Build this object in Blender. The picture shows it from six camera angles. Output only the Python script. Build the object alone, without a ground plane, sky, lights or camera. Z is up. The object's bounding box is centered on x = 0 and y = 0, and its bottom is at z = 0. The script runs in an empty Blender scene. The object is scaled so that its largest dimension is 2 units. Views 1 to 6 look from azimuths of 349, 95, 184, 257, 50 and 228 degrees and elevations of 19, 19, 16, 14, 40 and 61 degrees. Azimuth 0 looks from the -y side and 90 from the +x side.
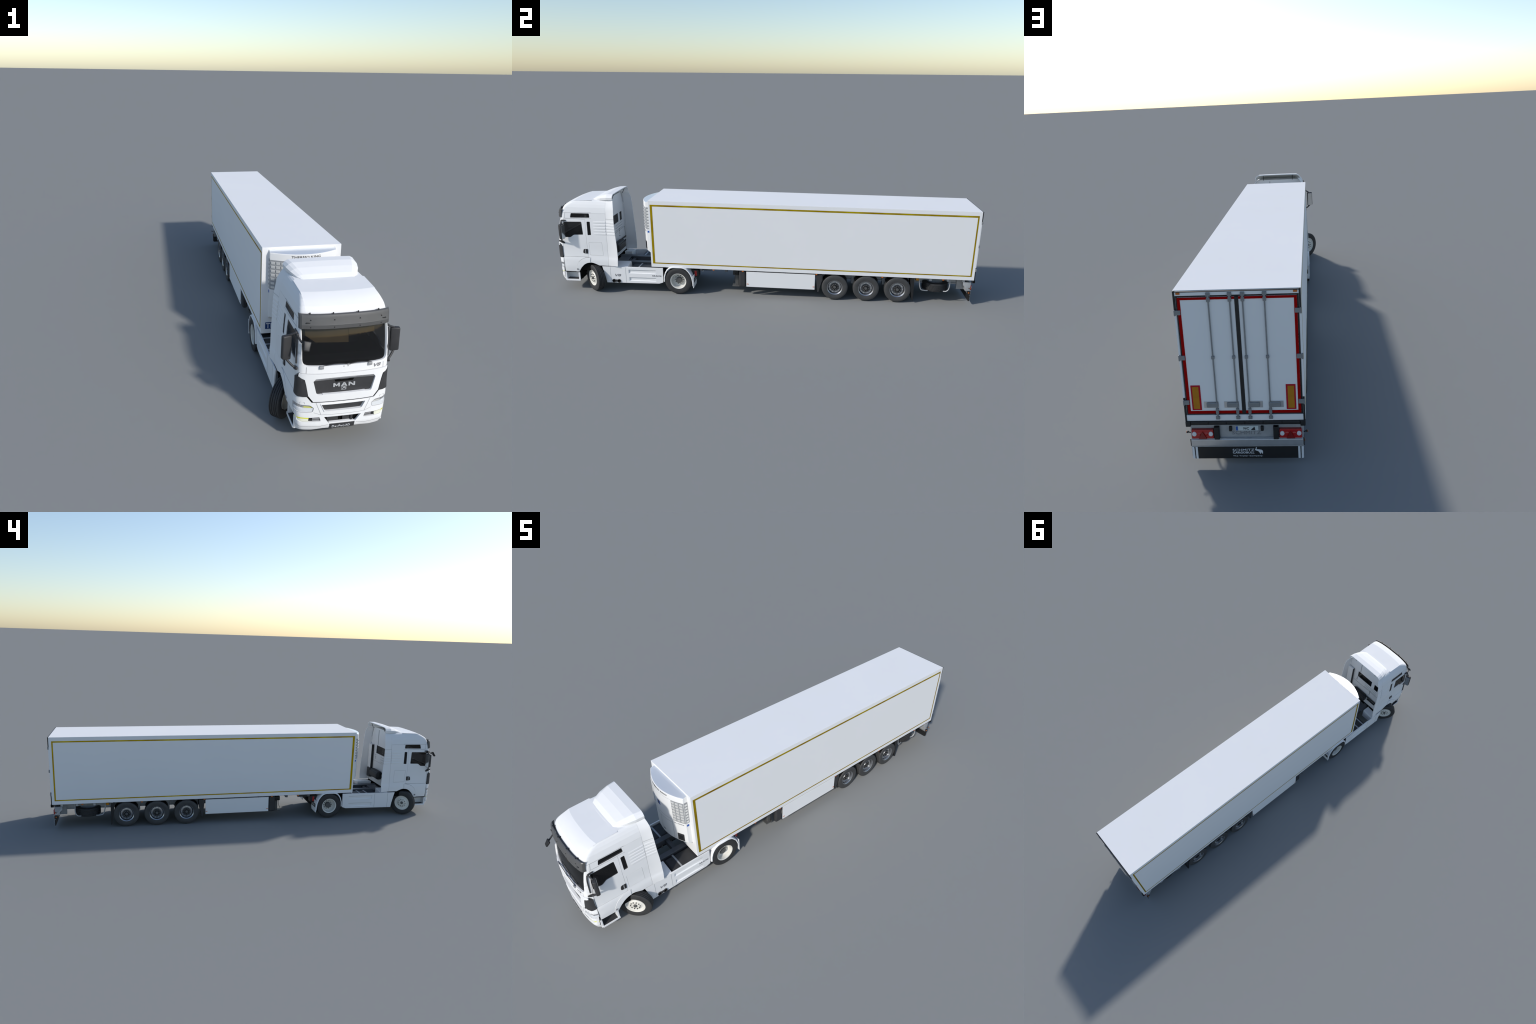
# Articulated refrigerated lorry: white tractor unit with steered front wheels
# and a white insulated box semi-trailer.   Front faces -y, rear +y.
import bpy, bmesh, math, random
from mathutils import Vector, Matrix
from mathutils.geometry import delaunay_2d_cdt
random.seed(7)
D = bpy.data
COL = bpy.context.scene.collection
pi = math.pi

# ------------------------------------------------------------------ materials
def mat(name, color, rough=0.45, metal=0.0, coat=0.0, spec=0.5, alpha=1.0, bump=0.0, bscale=300.0, var=0.0, vscale=14.0):
    m = D.materials.new(name); m.use_nodes = True
    nt = m.node_tree; b = nt.nodes["Principled BSDF"]
    b.inputs["Base Color"].default_value = (*color, 1)
    b.inputs["Roughness"].default_value = rough
    b.inputs["Metallic"].default_value = metal
    b.inputs["Coat Weight"].default_value = coat
    b.inputs["Coat Roughness"].default_value = 0.12
    b.inputs["Specular IOR Level"].default_value = spec
    b.inputs["Alpha"].default_value = alpha
    if bump or var:
        tc = nt.nodes.new("ShaderNodeTexCoord")
    if var:
        n = nt.nodes.new("ShaderNodeTexNoise"); n.inputs["Scale"].default_value = vscale; n.inputs["Detail"].default_value = 4
        r = nt.nodes.new("ShaderNodeValToRGB")
        r.color_ramp.elements[0].position = 0.3; r.color_ramp.elements[1].position = 0.7
        r.color_ramp.elements[0].color = (*[c * (1 - var) for c in color], 1)
        r.color_ramp.elements[1].color = (*[min(1, c * (1 + var)) for c in color], 1)
        nt.links.new(tc.outputs["Object"], n.inputs["Vector"])
        nt.links.new(n.outputs["Fac"], r.inputs["Fac"])
        nt.links.new(r.outputs["Color"], b.inputs["Base Color"])
    if bump:
        n = nt.nodes.new("ShaderNodeTexNoise"); n.inputs["Scale"].default_value = bscale; n.inputs["Detail"].default_value = 3
        bp = nt.nodes.new("ShaderNodeBump"); bp.inputs["Strength"].default_value = bump; bp.inputs["Distance"].default_value = 0.001
        nt.links.new(tc.outputs["Object"], n.inputs["Vector"])
        nt.links.new(n.outputs["Fac"], bp.inputs["Height"])
        nt.links.new(bp.outputs["Normal"], b.inputs["Normal"])
    return m

M = dict(
    paint=mat("white_cab_paint", (0.80, 0.80, 0.80), 0.55, spec=0.12, var=0.008),
    boxwhite=mat("white_box_panel", (0.81, 0.81, 0.81), 0.9, spec=0.0, var=0.008, vscale=5),
    unit=mat("white_cooling_unit_shell", (0.80, 0.80, 0.79), 0.5, spec=0.15, var=0.010),
    unittop=mat("glossy_unit_lid", (0.85, 0.87, 0.89), 0.30, metal=0.5, var=0.01),
    dark=mat("dark_grey_plastic", (0.040, 0.040, 0.042), 0.5, spec=0.35, bump=0.15, var=0.08, vscale=40),
    visor=mat("grey_visor_plastic", (0.085, 0.085, 0.085), 0.4, var=0.06, vscale=30),
    black=mat("black_plastic", (0.012, 0.012, 0.013), 0.5, var=0.1, vscale=40),
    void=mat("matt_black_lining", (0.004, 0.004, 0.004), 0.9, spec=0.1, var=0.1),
    rubber=mat("tyre_rubber", (0.030, 0.030, 0.031), 0.65, bump=0.3, bscale=500, var=0.12, vscale=60),
    rubber2=mat("lighter_tyre_rubber", (0.050, 0.050, 0.050), 0.6, bump=0.3, bscale=500, var=0.12, vscale=60),
    glass=mat("tinted_glass", (0.012, 0.0125, 0.0135), 0.06, spec=0.35, alpha=0.55),
    rimwhite=mat("cream_rim_enamel", (0.72, 0.70, 0.64), 0.28, var=0.03, vscale=60),
    rimsteel=mat("silver_rim_steel", (0.38, 0.39, 0.41), 0.28, metal=0.85, var=0.12, vscale=80),
    hubgrey=mat("grey_hub_iron", (0.10, 0.10, 0.098), 0.5, metal=0.2, var=0.1, vscale=90),
    chassis=mat("grey_chassis_paint", (0.10, 0.105, 0.115), 0.45, var=0.12, vscale=25),
    galv=mat("galvanised_steel", (0.42, 0.43, 0.44), 0.45, metal=0.35, var=0.10, vscale=60),
    zinc=mat("dull_zinc_fittings", (0.25, 0.255, 0.26), 0.5, metal=0.2, var=0.10, vscale=60),
    silver=mat("silver_metal", (0.45, 0.45, 0.46), 0.35, metal=0.5, var=0.06, vscale=60),
    bar=mat("brushed_aluminium", (0.62, 0.62, 0.62), 0.32, metal=0.75, var=0.05, vscale=60),
    letter=mat("dark_grey_lettering", (0.22, 0.22, 0.23), 0.4, var=0.03),
    letterlight=mat("silver_lettering", (0.42, 0.43, 0.44), 0.4, var=0.03),
    ink=mat("black_lettering", (0.02, 0.02, 0.022), 0.5, var=0.03),
    whiteink=mat("white_lettering", (0.72, 0.73, 0.75), 0.5, var=0.03),
    red=mat("red_reflective_tape", (0.34, 0.003, 0.003), 0.7, spec=0.05, var=0.10, vscale=30),
    lampred=mat("red_lamp_lens", (0.42, 0.008, 0.008), 0.2, coat=0.4, var=0.06, vscale=50),
    lampdark=mat("dark_red_lamp_lens", (0.22, 0.006, 0.004), 0.25, coat=0.4, var=0.06, vscale=50),
    lampwhite=mat("white_lamp_lens", (0.70, 0.72, 0.74), 0.2, coat=0.4, var=0.03),
    orange=mat("orange_marker_lens", (0.55, 0.13, 0.005), 0.3, coat=0.4, var=0.08, vscale=60),
    amber=mat("amber_reflector", (0.47, 0.20, 0.02), 0.6, spec=0.1, var=0.08, vscale=60),
    plum=mat("crimson_reflector_border", (0.44, 0.014, 0.028), 0.6, spec=0.1, var=0.05),
    yellow=mat("yellow_indicator_lens", (0.75, 0.75, 0.02), 0.3, var=0.03),
    paleyellow=mat("pale_indicator_lens", (0.80, 0.80, 0.66), 0.25, var=0.04, vscale=60),
    lens=mat("clear_lamp_lens", (0.62, 0.62, 0.58), 0.15, var=0.10, vscale=60),
    chrome=mat("bright_reflector", (0.75, 0.75, 0.73), 0.15, metal=0.9, var=0.05),
    blue=mat("blue_enamel", (0.02, 0.10, 0.42), 0.4, var=0.05),
    navy=mat("navy_sign", (0.012, 0.045, 0.17), 0.4, var=0.05),
    plate=mat("number_plate_white", (0.62, 0.68, 0.68), 0.4, var=0.02),
    ivory=mat("grille_cell_plastic", (0.70, 0.70, 0.68), 0.35, var=0.04, vscale=50),
    mesh=mat("grey_grille_plastic", (0.30, 0.31, 0.32), 0.4, var=0.05, vscale=60),
    brown=mat("brown_cab_lining", (0.60, 0.42, 0.19), 0.7, var=0.06, vscale=30),  # base lightened to offset the shade under the visor and tinted glass
    interior=mat("dark_cab_interior", (0.03, 0.03, 0.032), 0.7, var=0.1),
)
def gold_material():
    m = D.materials.new("gold_trim"); m.use_nodes = True
    nt = m.node_tree; b = nt.nodes["Principled BSDF"]
    tc = nt.nodes.new("ShaderNodeTexCoord")
    sep = nt.nodes.new("ShaderNodeSeparateXYZ"); nt.links.new(tc.outputs["Object"], sep.inputs[0])
    add = nt.nodes.new("ShaderNodeMath"); add.operation = 'ADD'
    nt.links.new(sep.outputs["Y"], add.inputs[0]); nt.links.new(sep.outputs["Z"], add.inputs[1])
    mul = nt.nodes.new("ShaderNodeMath"); mul.operation = 'MULTIPLY'; mul.inputs[1].default_value = 2.6
    nt.links.new(add.outputs[0], mul.inputs[0])
    comb = nt.nodes.new("ShaderNodeCombineXYZ"); nt.links.new(mul.outputs[0], comb.inputs[0])
    n = nt.nodes.new("ShaderNodeTexNoise"); n.inputs["Scale"].default_value = 3.2; n.inputs["Detail"].default_value = 2
    nt.links.new(comb.outputs[0], n.inputs["Vector"])
    r = nt.nodes.new("ShaderNodeValToRGB")
    r.color_ramp.elements[0].position = 0.36; r.color_ramp.elements[0].color = (0.33, 0.195, 0.002, 1)
    r.color_ramp.elements[1].position = 0.62; r.color_ramp.elements[1].color = (0.54, 0.40, 0.004, 1)
    nt.links.new(n.outputs["Fac"], r.inputs["Fac"])
    nt.links.new(r.outputs["Color"], b.inputs["Base Color"])
    b.inputs["Roughness"].default_value = 0.45
    b.inputs["Metallic"].default_value = 0.6
    b.inputs["Specular IOR Level"].default_value = 0.2
    return m
M["gold"] = gold_material()

# ------------------------------------------------------------------ object plumbing
WORLD = {}
ROOT = D.objects.new("articulated_lorry", None)
COL.objects.link(ROOT)
ROOT.empty_display_size = 0.2
ROOT["label"] = "white tractor unit pulling a refrigerated box semi-trailer"
ROOT["category"] = "truck"
WORLD[ROOT.name] = Vector((0, 0, 0))

def place(ob, loc, parent):
    COL.objects.link(ob)
    ob.parent = parent
    ob.location = Vector(loc) - WORLD[parent.name]
    WORLD[ob.name] = Vector(loc)
    return ob

def finish(name, bm, m, parent=ROOT, smooth=35, origin=None, kind=None):
    bmesh.ops.recalc_face_normals(bm, faces=bm.faces[:])
    co = [v.co for v in bm.verts]
    lo = Vector([min(c[i] for c in co) for i in range(3)]); hi = Vector([max(c[i] for c in co) for i in range(3)])
    c = Vector(origin) if origin is not None else (lo + hi) / 2
    bmesh.ops.translate(bm, verts=bm.verts[:], vec=-c)
    me = D.meshes.new(name); bm.to_mesh(me); bm.free()
    if isinstance(m, (list, tuple)):
        for k in m: me.materials.append(M[k])
    else:
        me.materials.append(M[m])
    if smooth is not None:
        me.polygons.foreach_set("use_smooth", [True] * len(me.polygons))
        me.set_sharp_from_angle(angle=math.radians(smooth))
    ob = D.objects.new(name, me)
    place(ob, c, parent)
    if kind: ob["kind"] = kind
    return ob

def repeat(ob, loc, parent=None, rot=None, name=None):
    o = ob.copy()
    if name: o.name = name
    o.parent = None
    p = parent or ob.parent
    COL.objects.link(o); o.parent = p
    o.location = Vector(loc) - WORLD[p.name]
    WORLD[o.name] = Vector(loc)
    if rot is not None: o.rotation_euler = rot
    return o

def mapv(bm, fn):
    for v in bm.verts: v.co = Vector(fn(*v.co))

def bevel(bm, w, seg=2, ang=30):
    if w <= 0: return
    ed = [e for e in bm.edges if len(e.link_faces) == 2 and e.calc_face_angle(0) > math.radians(ang)]
    bmesh.ops.bevel(bm, geom=ed, offset=w, segments=seg, profile=0.5, affect='EDGES', clamp_overlap=True)

# trailer is pitched slightly nose-up
def tilt(x, y, z): return (x, y, z - 0.00648 * (y + 0.519))
def ident(x, y, z): return (x, y, z)
def mir(f): return lambda x, y, z: (lambda p: (-p[0], p[1], p[2]))(f(x, y, z))

def box(name, x0, x1, y0, y1, z0, z1, m, parent=ROOT, bev=0.001, fn=ident, kind=None, seg=2):
    bm = bmesh.new(); bmesh.ops.create_cube(bm, size=1)
    for v in bm.verts:
        v.co = Vector((x0 + (v.co.x + .5) * (x1 - x0), y0 + (v.co.y + .5) * (y1 - y0), z0 + (v.co.z + .5) * (z1 - z0)))
    bevel(bm, bev, seg)
    mapv(bm, fn)
    ob = finish(name, bm, m, parent, 80, kind=kind)
    if bev > 0:
        w = ob.modifiers.new("even_faces", 'WEIGHTED_NORMAL'); w.weight = 100; w.keep_sharp = True
    return ob

def add_box(bm, x0, x1, y0, y1, z0, z1, rot=None):
    r = bmesh.ops.create_cube(bm, size=1)
    for v in r["verts"]:
        v.co = Vector((x0 + (v.co.x + .5) * (x1 - x0), y0 + (v.co.y + .5) * (y1 - y0), z0 + (v.co.z + .5) * (z1 - z0)))
    return r["verts"]

def inside(p, poly):
    r = False; x, y = p; n = len(poly)
    for i in range(n):
        x0, y0 = poly[i]; x1, y1 = poly[i - 1]
        if (y0 > y) != (y1 > y) and x < (x1 - x0) * (y - y0) / (y1 - y0) + x0: r = not r
    return r

def prism_bm(outer, d0, d1, holes=(), cu=(), cv=(), step=None):
    """flat plate in (u, v) with thickness along w from d0 to d1, optional holes, triangulated over a grid"""
    step = step or (.008 if (cu or cv) else 1e9)
    pts = []; edges = []; polys = []
    for loop in (outer, *holes):
        L = []
        for a, b in zip(loop, list(loop[1:]) + [loop[0]]):
            n = max(1, int(math.hypot(b[0] - a[0], b[1] - a[1]) / step))
            L += [(a[0] + (b[0] - a[0]) * k / n, a[1] + (b[1] - a[1]) * k / n) for k in range(n)]
        base = len(pts); pts += L; polys.append(L)
        edges += [(base + k, base + (k + 1) % len(L)) for k in range(len(L))]
    if cu or cv:
        us = [p[0] for p in outer]; vs = [p[1] for p in outer]
        gu = sorted(set(list(cu) or frange(min(us), max(us), 8))); gv = sorted(set(list(cv) or frange(min(vs), max(vs), 6)))
        bp = [Vector(p) for p in pts]
        for u in gu:
            if not (min(us) < u < max(us)): continue
            for v in gv:
                if min(vs) < v < max(vs) and inside((u, v), outer) and not any(inside((u, v), h) for h in holes) and min((q - Vector((u, v))).length_squared for q in bp) > .0015 ** 2:
                    pts.append((u, v))
    V, _, F, _, _, _ = delaunay_2d_cdt([Vector(p) for p in pts], edges, [], 0, 1e-7)
    bm = bmesh.new(); bv = [bm.verts.new((v.x, v.y, 0)) for v in V]
    for f in F:
        c = ((V[f[0]].x + V[f[1]].x + V[f[2]].x) / 3, (V[f[0]].y + V[f[1]].y + V[f[2]].y) / 3)
        if inside(c, polys[0]) and not any(inside(c, h) for h in polys[1:]): bm.faces.new([bv[k] for k in f])
    for v in [v for v in bm.verts if not v.link_faces]: bm.verts.remove(v)
    if not (cu or cv): bmesh.ops.dissolve_limit(bm, angle_limit=.001, verts=bm.verts[:], edges=bm.edges[:], delimit=set()) if not holes else None
    bmesh.ops.recalc_face_normals(bm, faces=bm.faces[:])
    if abs(d1 - d0) > 1e-7:
        r = bmesh.ops.extrude_face_region(bm, geom=bm.faces[:])
        top = {v for v in r["geom"] if isinstance(v, bmesh.types.BMVert)}
        for v in bm.verts: v.co.z = d1 if v in top else d0
    return bm

def panel(name, outer, d0, d1, fn, m, parent=ROOT, holes=(), cu=(), cv=(), smooth=35, kind=None, bev=0.0):
    bm = prism_bm(outer, d0, d1, holes, cu, cv)
    if bev: bevel(bm, bev, 2, 60)
    mapv(bm, fn)
    return finish(name, bm, m, parent, smooth, kind=kind)

def rounded(pts, r, n=4):
    """round the corners of a polygon"""
    out = []; N = len(pts)
    rs = r if isinstance(r, (list, tuple)) else [r] * N
    for i in range(N):
        p = Vector(pts[i]); a = Vector(pts[i - 1]); b = Vector(pts[(i + 1) % N]); rr = rs[i]
        if rr <= 0: out.append(tuple(p)); continue
        da = (a - p); db = (b - p); la, lb = da.length, db.length
        k = min(rr, la * .45, lb * .45)
        s = p + da / la * k; e = p + db / lb * k
        for j in range(n + 1):
            t = j / n
            out.append(tuple(s * (1 - t) ** 2 + p * 2 * t * (1 - t) + e * t * t))
    return out

def rect(u0, u1, v0, v1): return [(u0, v0), (u1, v0), (u1, v1), (u0, v1)]
def frange(a, b, n): return [a + (b - a) * i / (n - 1) for i in range(n)]

def lathe_bm(profile, seg=48, axis='x'):
    """profile: list of (along axis, radius)"""
    bm = bmesh.new(); rings = []
    for (a, r) in profile:
        if r < 1e-6:
            rings.append([bm.verts.new((a, 0, 0))])
        else:
            rings.append([bm.verts.new((a, r * math.cos(2 * pi * i / seg), r * math.sin(2 * pi * i / seg))) for i in range(seg)])
    for A, B in zip(rings, rings[1:]):
        for i in range(seg):
            j = (i + 1) % seg
            if len(A) == 1 and len(B) == 1: continue
            if len(A) == 1: bm.faces.new((A[0], B[i], B[j]))
            elif len(B) == 1: bm.faces.new((A[i], A[j], B[0]))
            else: bm.faces.new((A[i], A[j], B[j], B[i]))
    if axis == 'z':
        for v in bm.verts: v.co = Vector((v.co.y, v.co.z, v.co.x))
    if axis == 'y':
        for v in bm.verts: v.co = Vector((v.co.y, v.co.x, v.co.z))
    return bm

def tube_bm(pts, r, seg=10, bm=None, closed=False):
    bm = bm or bmesh.new(); pts = [Vector(p) for p in pts]; n = len(pts); rings = []
    up = Vector((0, 0, 1))
    prev = None
    for i, p in enumerate(pts):
        t = ((pts[min(i + 1, n - 1)] - pts[max(i - 1, 0)])).normalized()
        a = prev - t * prev.dot(t) if prev is not None else t.orthogonal()
        a.normalize(); prev = a; b = t.cross(a)
        rr = r[i] if isinstance(r, (list, tuple)) else r
        rings.append([bm.verts.new(p + (a * math.cos(2 * pi * k / seg) + b * math.sin(2 * pi * k / seg)) * rr) for k in range(seg)])
    for A, B in zip(rings, rings[1:]):
        for k in range(seg): bm.faces.new((A[k], A[(k + 1) % seg], B[(k + 1) % seg], B[k]))
    bm.faces.new(rings[0][::-1]); bm.faces.new(rings[-1])
    return bm

def smooth_path(pts, n=6):
    pts = [Vector(p) for p in pts]; out = []
    P = [pts[0]] + pts + [pts[-1]]
    for i in range(1, len(P) - 2):
        for k in range(n):
            t = k / n; a, b, c, d = P[i - 1], P[i], P[i + 1], P[i + 2]
            out.append(0.5 * ((2 * b) + (c - a) * t + (2 * a - 5 * b + 4 * c - d) * t * t + (3 * b - a - 3 * c + d) * t ** 3))
    out.append(pts[-1]); return out

def tube(name, pts, r, m, parent=ROOT, seg=10, fn=None, kind=None):
    bm = tube_bm(pts, r, seg)
    if fn: mapv(bm, fn)
    return finish(name, bm, m, parent, 50, kind=kind)

def lettering(name, s, width, height, fn, m, parent=ROOT, bold=0.0, depth=0.0006, slant=0.0, split=0):
    """words as raised solid letters; fn maps (across, up, out) to the surface"""
    cu = D.curves.new(name + "_curve", 'FONT'); cu.body = s; cu.size = 1; cu.offset = bold; cu.shear = slant
    cu.resolution_u = 2; cu.extrude = 0.5
    ob = D.objects.new(name + "_source", cu); COL.objects.link(ob)
    dg = bpy.context.evaluated_depsgraph_get()
    me = D.meshes.new_from_object(ob.evaluated_get(dg))
    D.objects.remove(ob); D.curves.remove(cu)
    bm = bmesh.new(); bm.from_mesh(me); D.meshes.remove(me)
    xs = [v.co.x for v in bm.verts]; ys = [v.co.y for v in bm.verts]
    x0, x1, y0, y1 = min(xs), max(xs), min(ys), max(ys)
    for v in bm.verts:
        v.co = Vector(((v.co.x - (x0 + x1) / 2) / (x1 - x0) * width, (v.co.y - (y0 + y1) / 2) / (y1 - y0) * height, (v.co.z + 0.5) * depth))
    mapv(bm, fn)
    return finish(name, bm, m, parent, None)

GLYPHS = {
    "M": [[(0, 0), (0, 1), (.26, 1), (.5, .48), (.74, 1), (1, 1), (1, 0), (.76, 0), (.76, .58), (.58, .18), (.42, .18), (.24, .58), (.24, 0)]],
    "A": [[(0, 0), (.36, 1), (.64, 1), (1, 0), (.74, 0), (.68, .2), (.32, .2), (.26, 0)], [(.39, .4), (.61, .4), (.5, .76)]],
    "N": [[(0, 0), (0, 1), (.28, 1), (.76, .38), (.76, 1), (1, 1), (1, 0), (.72, 0), (.24, .62), (.24, 0)]]}
def block_letters(name, s, width, height, fn, m, parent, depth=.0008, gap=.16):
    """heavy capitals cut from plate"""
    n = len(s); w = width / (n + gap * (n - 1))
    for i, ch in enumerate(s):
        x0 = -width / 2 + i * w * (1 + gap)
        loops = [[(x0 + a * w, -height / 2 + b * height) for a, b in L] for L in GLYPHS[ch]]
        panel(name, loops[0], depth, 0, fn, m, parent, holes=loops[1:], smooth=None)

def interp(tab, x):
    if x <= tab[0][0]: return tab[0][1]
    for (a, fa), (b, fb) in zip(tab, tab[1:]):
        if x <= b: return fa + (fb - fa) * (x - a) / (b - a)
    return tab[-1][1]

# ================================================================== CAB SURFACE
CX = 0.003                      # the cab stands 3 mm off the trailer's centre line
FRONT = [(.040, -0.9722), (.050, -0.9772), (.065, -0.9842), (.110, -0.9852), (.146, -0.9857), (.165, -0.9867), (.235, -0.9862), (.260, -0.9847), (.279, -0.9827), (.317, -0.9767),
         (.346, -0.9702), (.365, -0.9642), (.388, -0.9567), (.4026, -0.9517), (.4120, -0.9462), (.4186, -0.9402), (.4255, -0.9292), (.4312, -0.9182), (.4367, -0.9042), (.4409, -0.8902), (.4445, -0.8112)]
WIDTH = [(.040, .1275), (.050, .1300), (.070, .1345), (.094, .1380), (.120, .1415), (.150, .1420), (.163, .1410), (.172, .1388), (.190, .1380), (.205, .1372), (.240, .1380), (.280, .1375),
         (.317, .1358), (.3443, .1338), (.3616, .1325), (.388, .1302), (.4105, .1255), (.4250, .1195), (.4367, .1130), (.4420, .1085), (.4445, .1040)]
BOW = 0.0120
U1, U2, YS = 0.110, 0.150, -0.925
def side_w(z, y):
    w = interp(WIDTH, z)
    f = max(0.0, (-0.84 - y)) / 0.085
    return w - 0.0016 * f * f
def section(u, z):
    """plan outline of the cab at height z: u runs from the front centre round the corner and back"""
    s = -1 if u < 0 else 1; a = abs(u)
    yf = interp(FRONT, z)
    if a <= U1:
        return (s * a, yf + BOW * (a / .12) ** 3)
    p1 = (U1, yf + BOW * (U1 / .12) ** 3)
    ye = max(YS, p1[1] + 0.024)
    if a < U2:
        t = (a - U1) / (U2 - U1)
        p2 = (side_w(z, ye), ye)
        c1 = (min(p1[0] + 0.019, p2[0] - .002), p1[1] + 0.0043); c2 = (p2[0], p1[1] + 0.009)
        q = [(1 - t) ** 3, 3 * t * (1 - t) ** 2, 3 * t * t * (1 - t), t ** 3]
        return (s * (q[0] * p1[0] + q[1] * c1[0] + q[2] * c2[0] + q[3] * p2[0]), q[0] * p1[1] + q[1] * c1[1] + q[2] * c2[1] + q[3] * p2[1])
    y = YS + (a - U2)
    if ye > YS:                              # roof: squeeze the side run behind the larger corner
        y = ye + (a - U2) * (-.7295 - ye) / (-.7295 - YS)
    return (s * side_w(z, y), y)
def wrap(u, z, d):
    x, y = section(u, z)
    e = 1e-4
    x1, y1 = section(u - e, z); x2, y2 = section(u + e, z)
    x3, y3 = section(u, z - .002); x4, y4 = section(u, z + .002)
    n = Vector((x2 - x1, y2 - y1, 0)).cross(Vector((x4 - x3, y4 - y3, .004)))
    n.normalize()
    return (x + CX + n.x * d, y + n.y * d, z + n.z * d)
def wrapm(u, z, d): return wrap(-u, z, d)
def uy(y, z=.20):
    """distance along the skin for a side position y at height z"""
    if y >= YS: return y - YS + U2
    lo, hi = U1, U2
    for _ in range(30):
        m = (lo + hi) / 2
        if section(m, z)[1] < y: lo = m
        else: hi = m
    return (lo + hi) / 2
CU = [-.15 + .004 * i for i in range(11)] + [-.1 + .02 * i for i in range(11)] + [.11 + .004 * i for i in range(11)]
CS = [.110 + .004 * i for i in range(11)] + [.17, .19, .21, .23, .25, .27, .29, .31, .33]
CZ = [.05, .065, .08, .094, .11, .12, .13, .15, .163, .172, .18, .19, .205, .22, .24, .26, .28, .30, .317, .33, .346, .365, .38]
def fpoly(pts): return pts

G = .0007   # half panel gap
# --- openings
WS = rounded([(-.1210, .2590), (.1210, .2590), (.1250, .3840), (-.1250, .3840)], [.016, .016, .004, .004], 5)
D0, D1, D2 = uy(-.944), uy(-.830), uy(-.828)
door = [(uy(-.9500, .1705), .1705), (uy(-.8275, .1712), .1712), (uy(-.8310, .2813), .2813), (uy(-.8300, .3560), .3560), (uy(-.9330, .3590), .3590), (uy(-.9475, .2500), .2500)]
def grow(poly, g):
    c = Vector((sum(p[0] for p in poly) / len(poly), sum(p[1] for p in poly) / len(poly)))
    out = []
    for p in poly:
        v = Vector(p) - c
        out.append((p[0] + (g if v.x > 0 else -g), p[1] + (g if v.y > 0 else -g)))
    return out
dwin = rounded([(uy(-.9425, .2665), .2665), (uy(-.9064, .2675), .2675), (uy(-.8900, .2805), .2805), (uy(-.8436, .2820), .2820), (uy(-.8480, .3450), .3450), (uy(-.9385, .3425), .3425)], [.005, .006, .006, .004, .005, .002], 4)
swin = rounded([(uy(-.8212, .2803), .2803), (uy(-.8045, .2814), .2814), (uy(-.8065, .3463), .3463), (uy(-.8221, .3458), .3458)], .003, 3)
uwin = rounded([(uy(-.9023, .3629), .3629), (uy(-.8065, .3649), .3649), (uy(-.8085, .3850), .3850), (uy(-.8970, .3845), .3845)], .004, 3)
lid = rounded([(uy(-.8174, .1819), .1819), (uy(-.7530, .1813), .1813), (uy(-.7556, .2458), .2458), (uy(-.8187, .2445), .2445)], .003, 3)

# --- body wrap above the bonnet line: pillars, cowl, side walls
arch = [(uy(-.7757, .1306), .1306), (uy(-.7850, .1350), .1350), (uy(-.7940, .1388), .1388), (uy(-.8040, .1425), .1425), (uy(-.8125, .1440), .1440), (uy(-.8190, .1437), .1437)]
right_edge = uy(-.7300)
for side, fn in ((1, wrap), (-1, wrapm)):
    pass
outer = ([(-right_edge, .3865), (-right_edge, .1305)] + [(-a, b) for a, b in arch] + [(-uy(-.8200, .1705), .1705), (-uy(-.9515, .1705), .1705), (-uy(-.9565, .2280), .2280), (-.128, .2365), (.128, .2365), (uy(-.9565, .2280), .2280), (uy(-.9515, .1705), .1705), (uy(-.8200, .1705), .1705)]
         + arch[::-1] + [(right_edge, .1305), (right_edge, .3865)])
CUfull = sorted(set([round(s * c, 5) for c in CS for s in (1, -1)] + [-.1 + .02 * i for i in range(11)]))
holes = [WS]
for s in (1, -1):
    for h in (grow(door, G), swin, uwin, grow(lid, G)):
        holes.append([(s * a, b) for a, b in h])
cab = panel("cab_body", outer, 0, -.0065, wrap, "paint", holes=holes, cu=CUfull, cv=CZ, smooth=28)

# lining behind the gaps and the dark interior
def inner_shell():
    us = [-uy(-.734)] + [-c for c in CS[::-1]] + [0] + CS + [uy(-.734)]
    us = sorted(set(us)); zs = [.10, .13, .16, .172, .205, .255]
    bm = bmesh.new(); rows = []
    for z in zs:
        row = [bm.verts.new(wrap(u, z, -.0065 if abs(u) > .118 else -.024)) for u in us]; rows.append(row)
    for A, B in zip(rows, rows[1:]):
        for i in range(len(us) - 1): bm.faces.new((A[i], A[i + 1], B[i + 1], B[i]))
    f = [bm.verts.new((v.co.x, v.co.y, v.co.z)) for v in rows[-1]]
    bm.faces.new(f)
    return finish("cab_lining", bm, "void", cab)
inner_shell()
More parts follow.
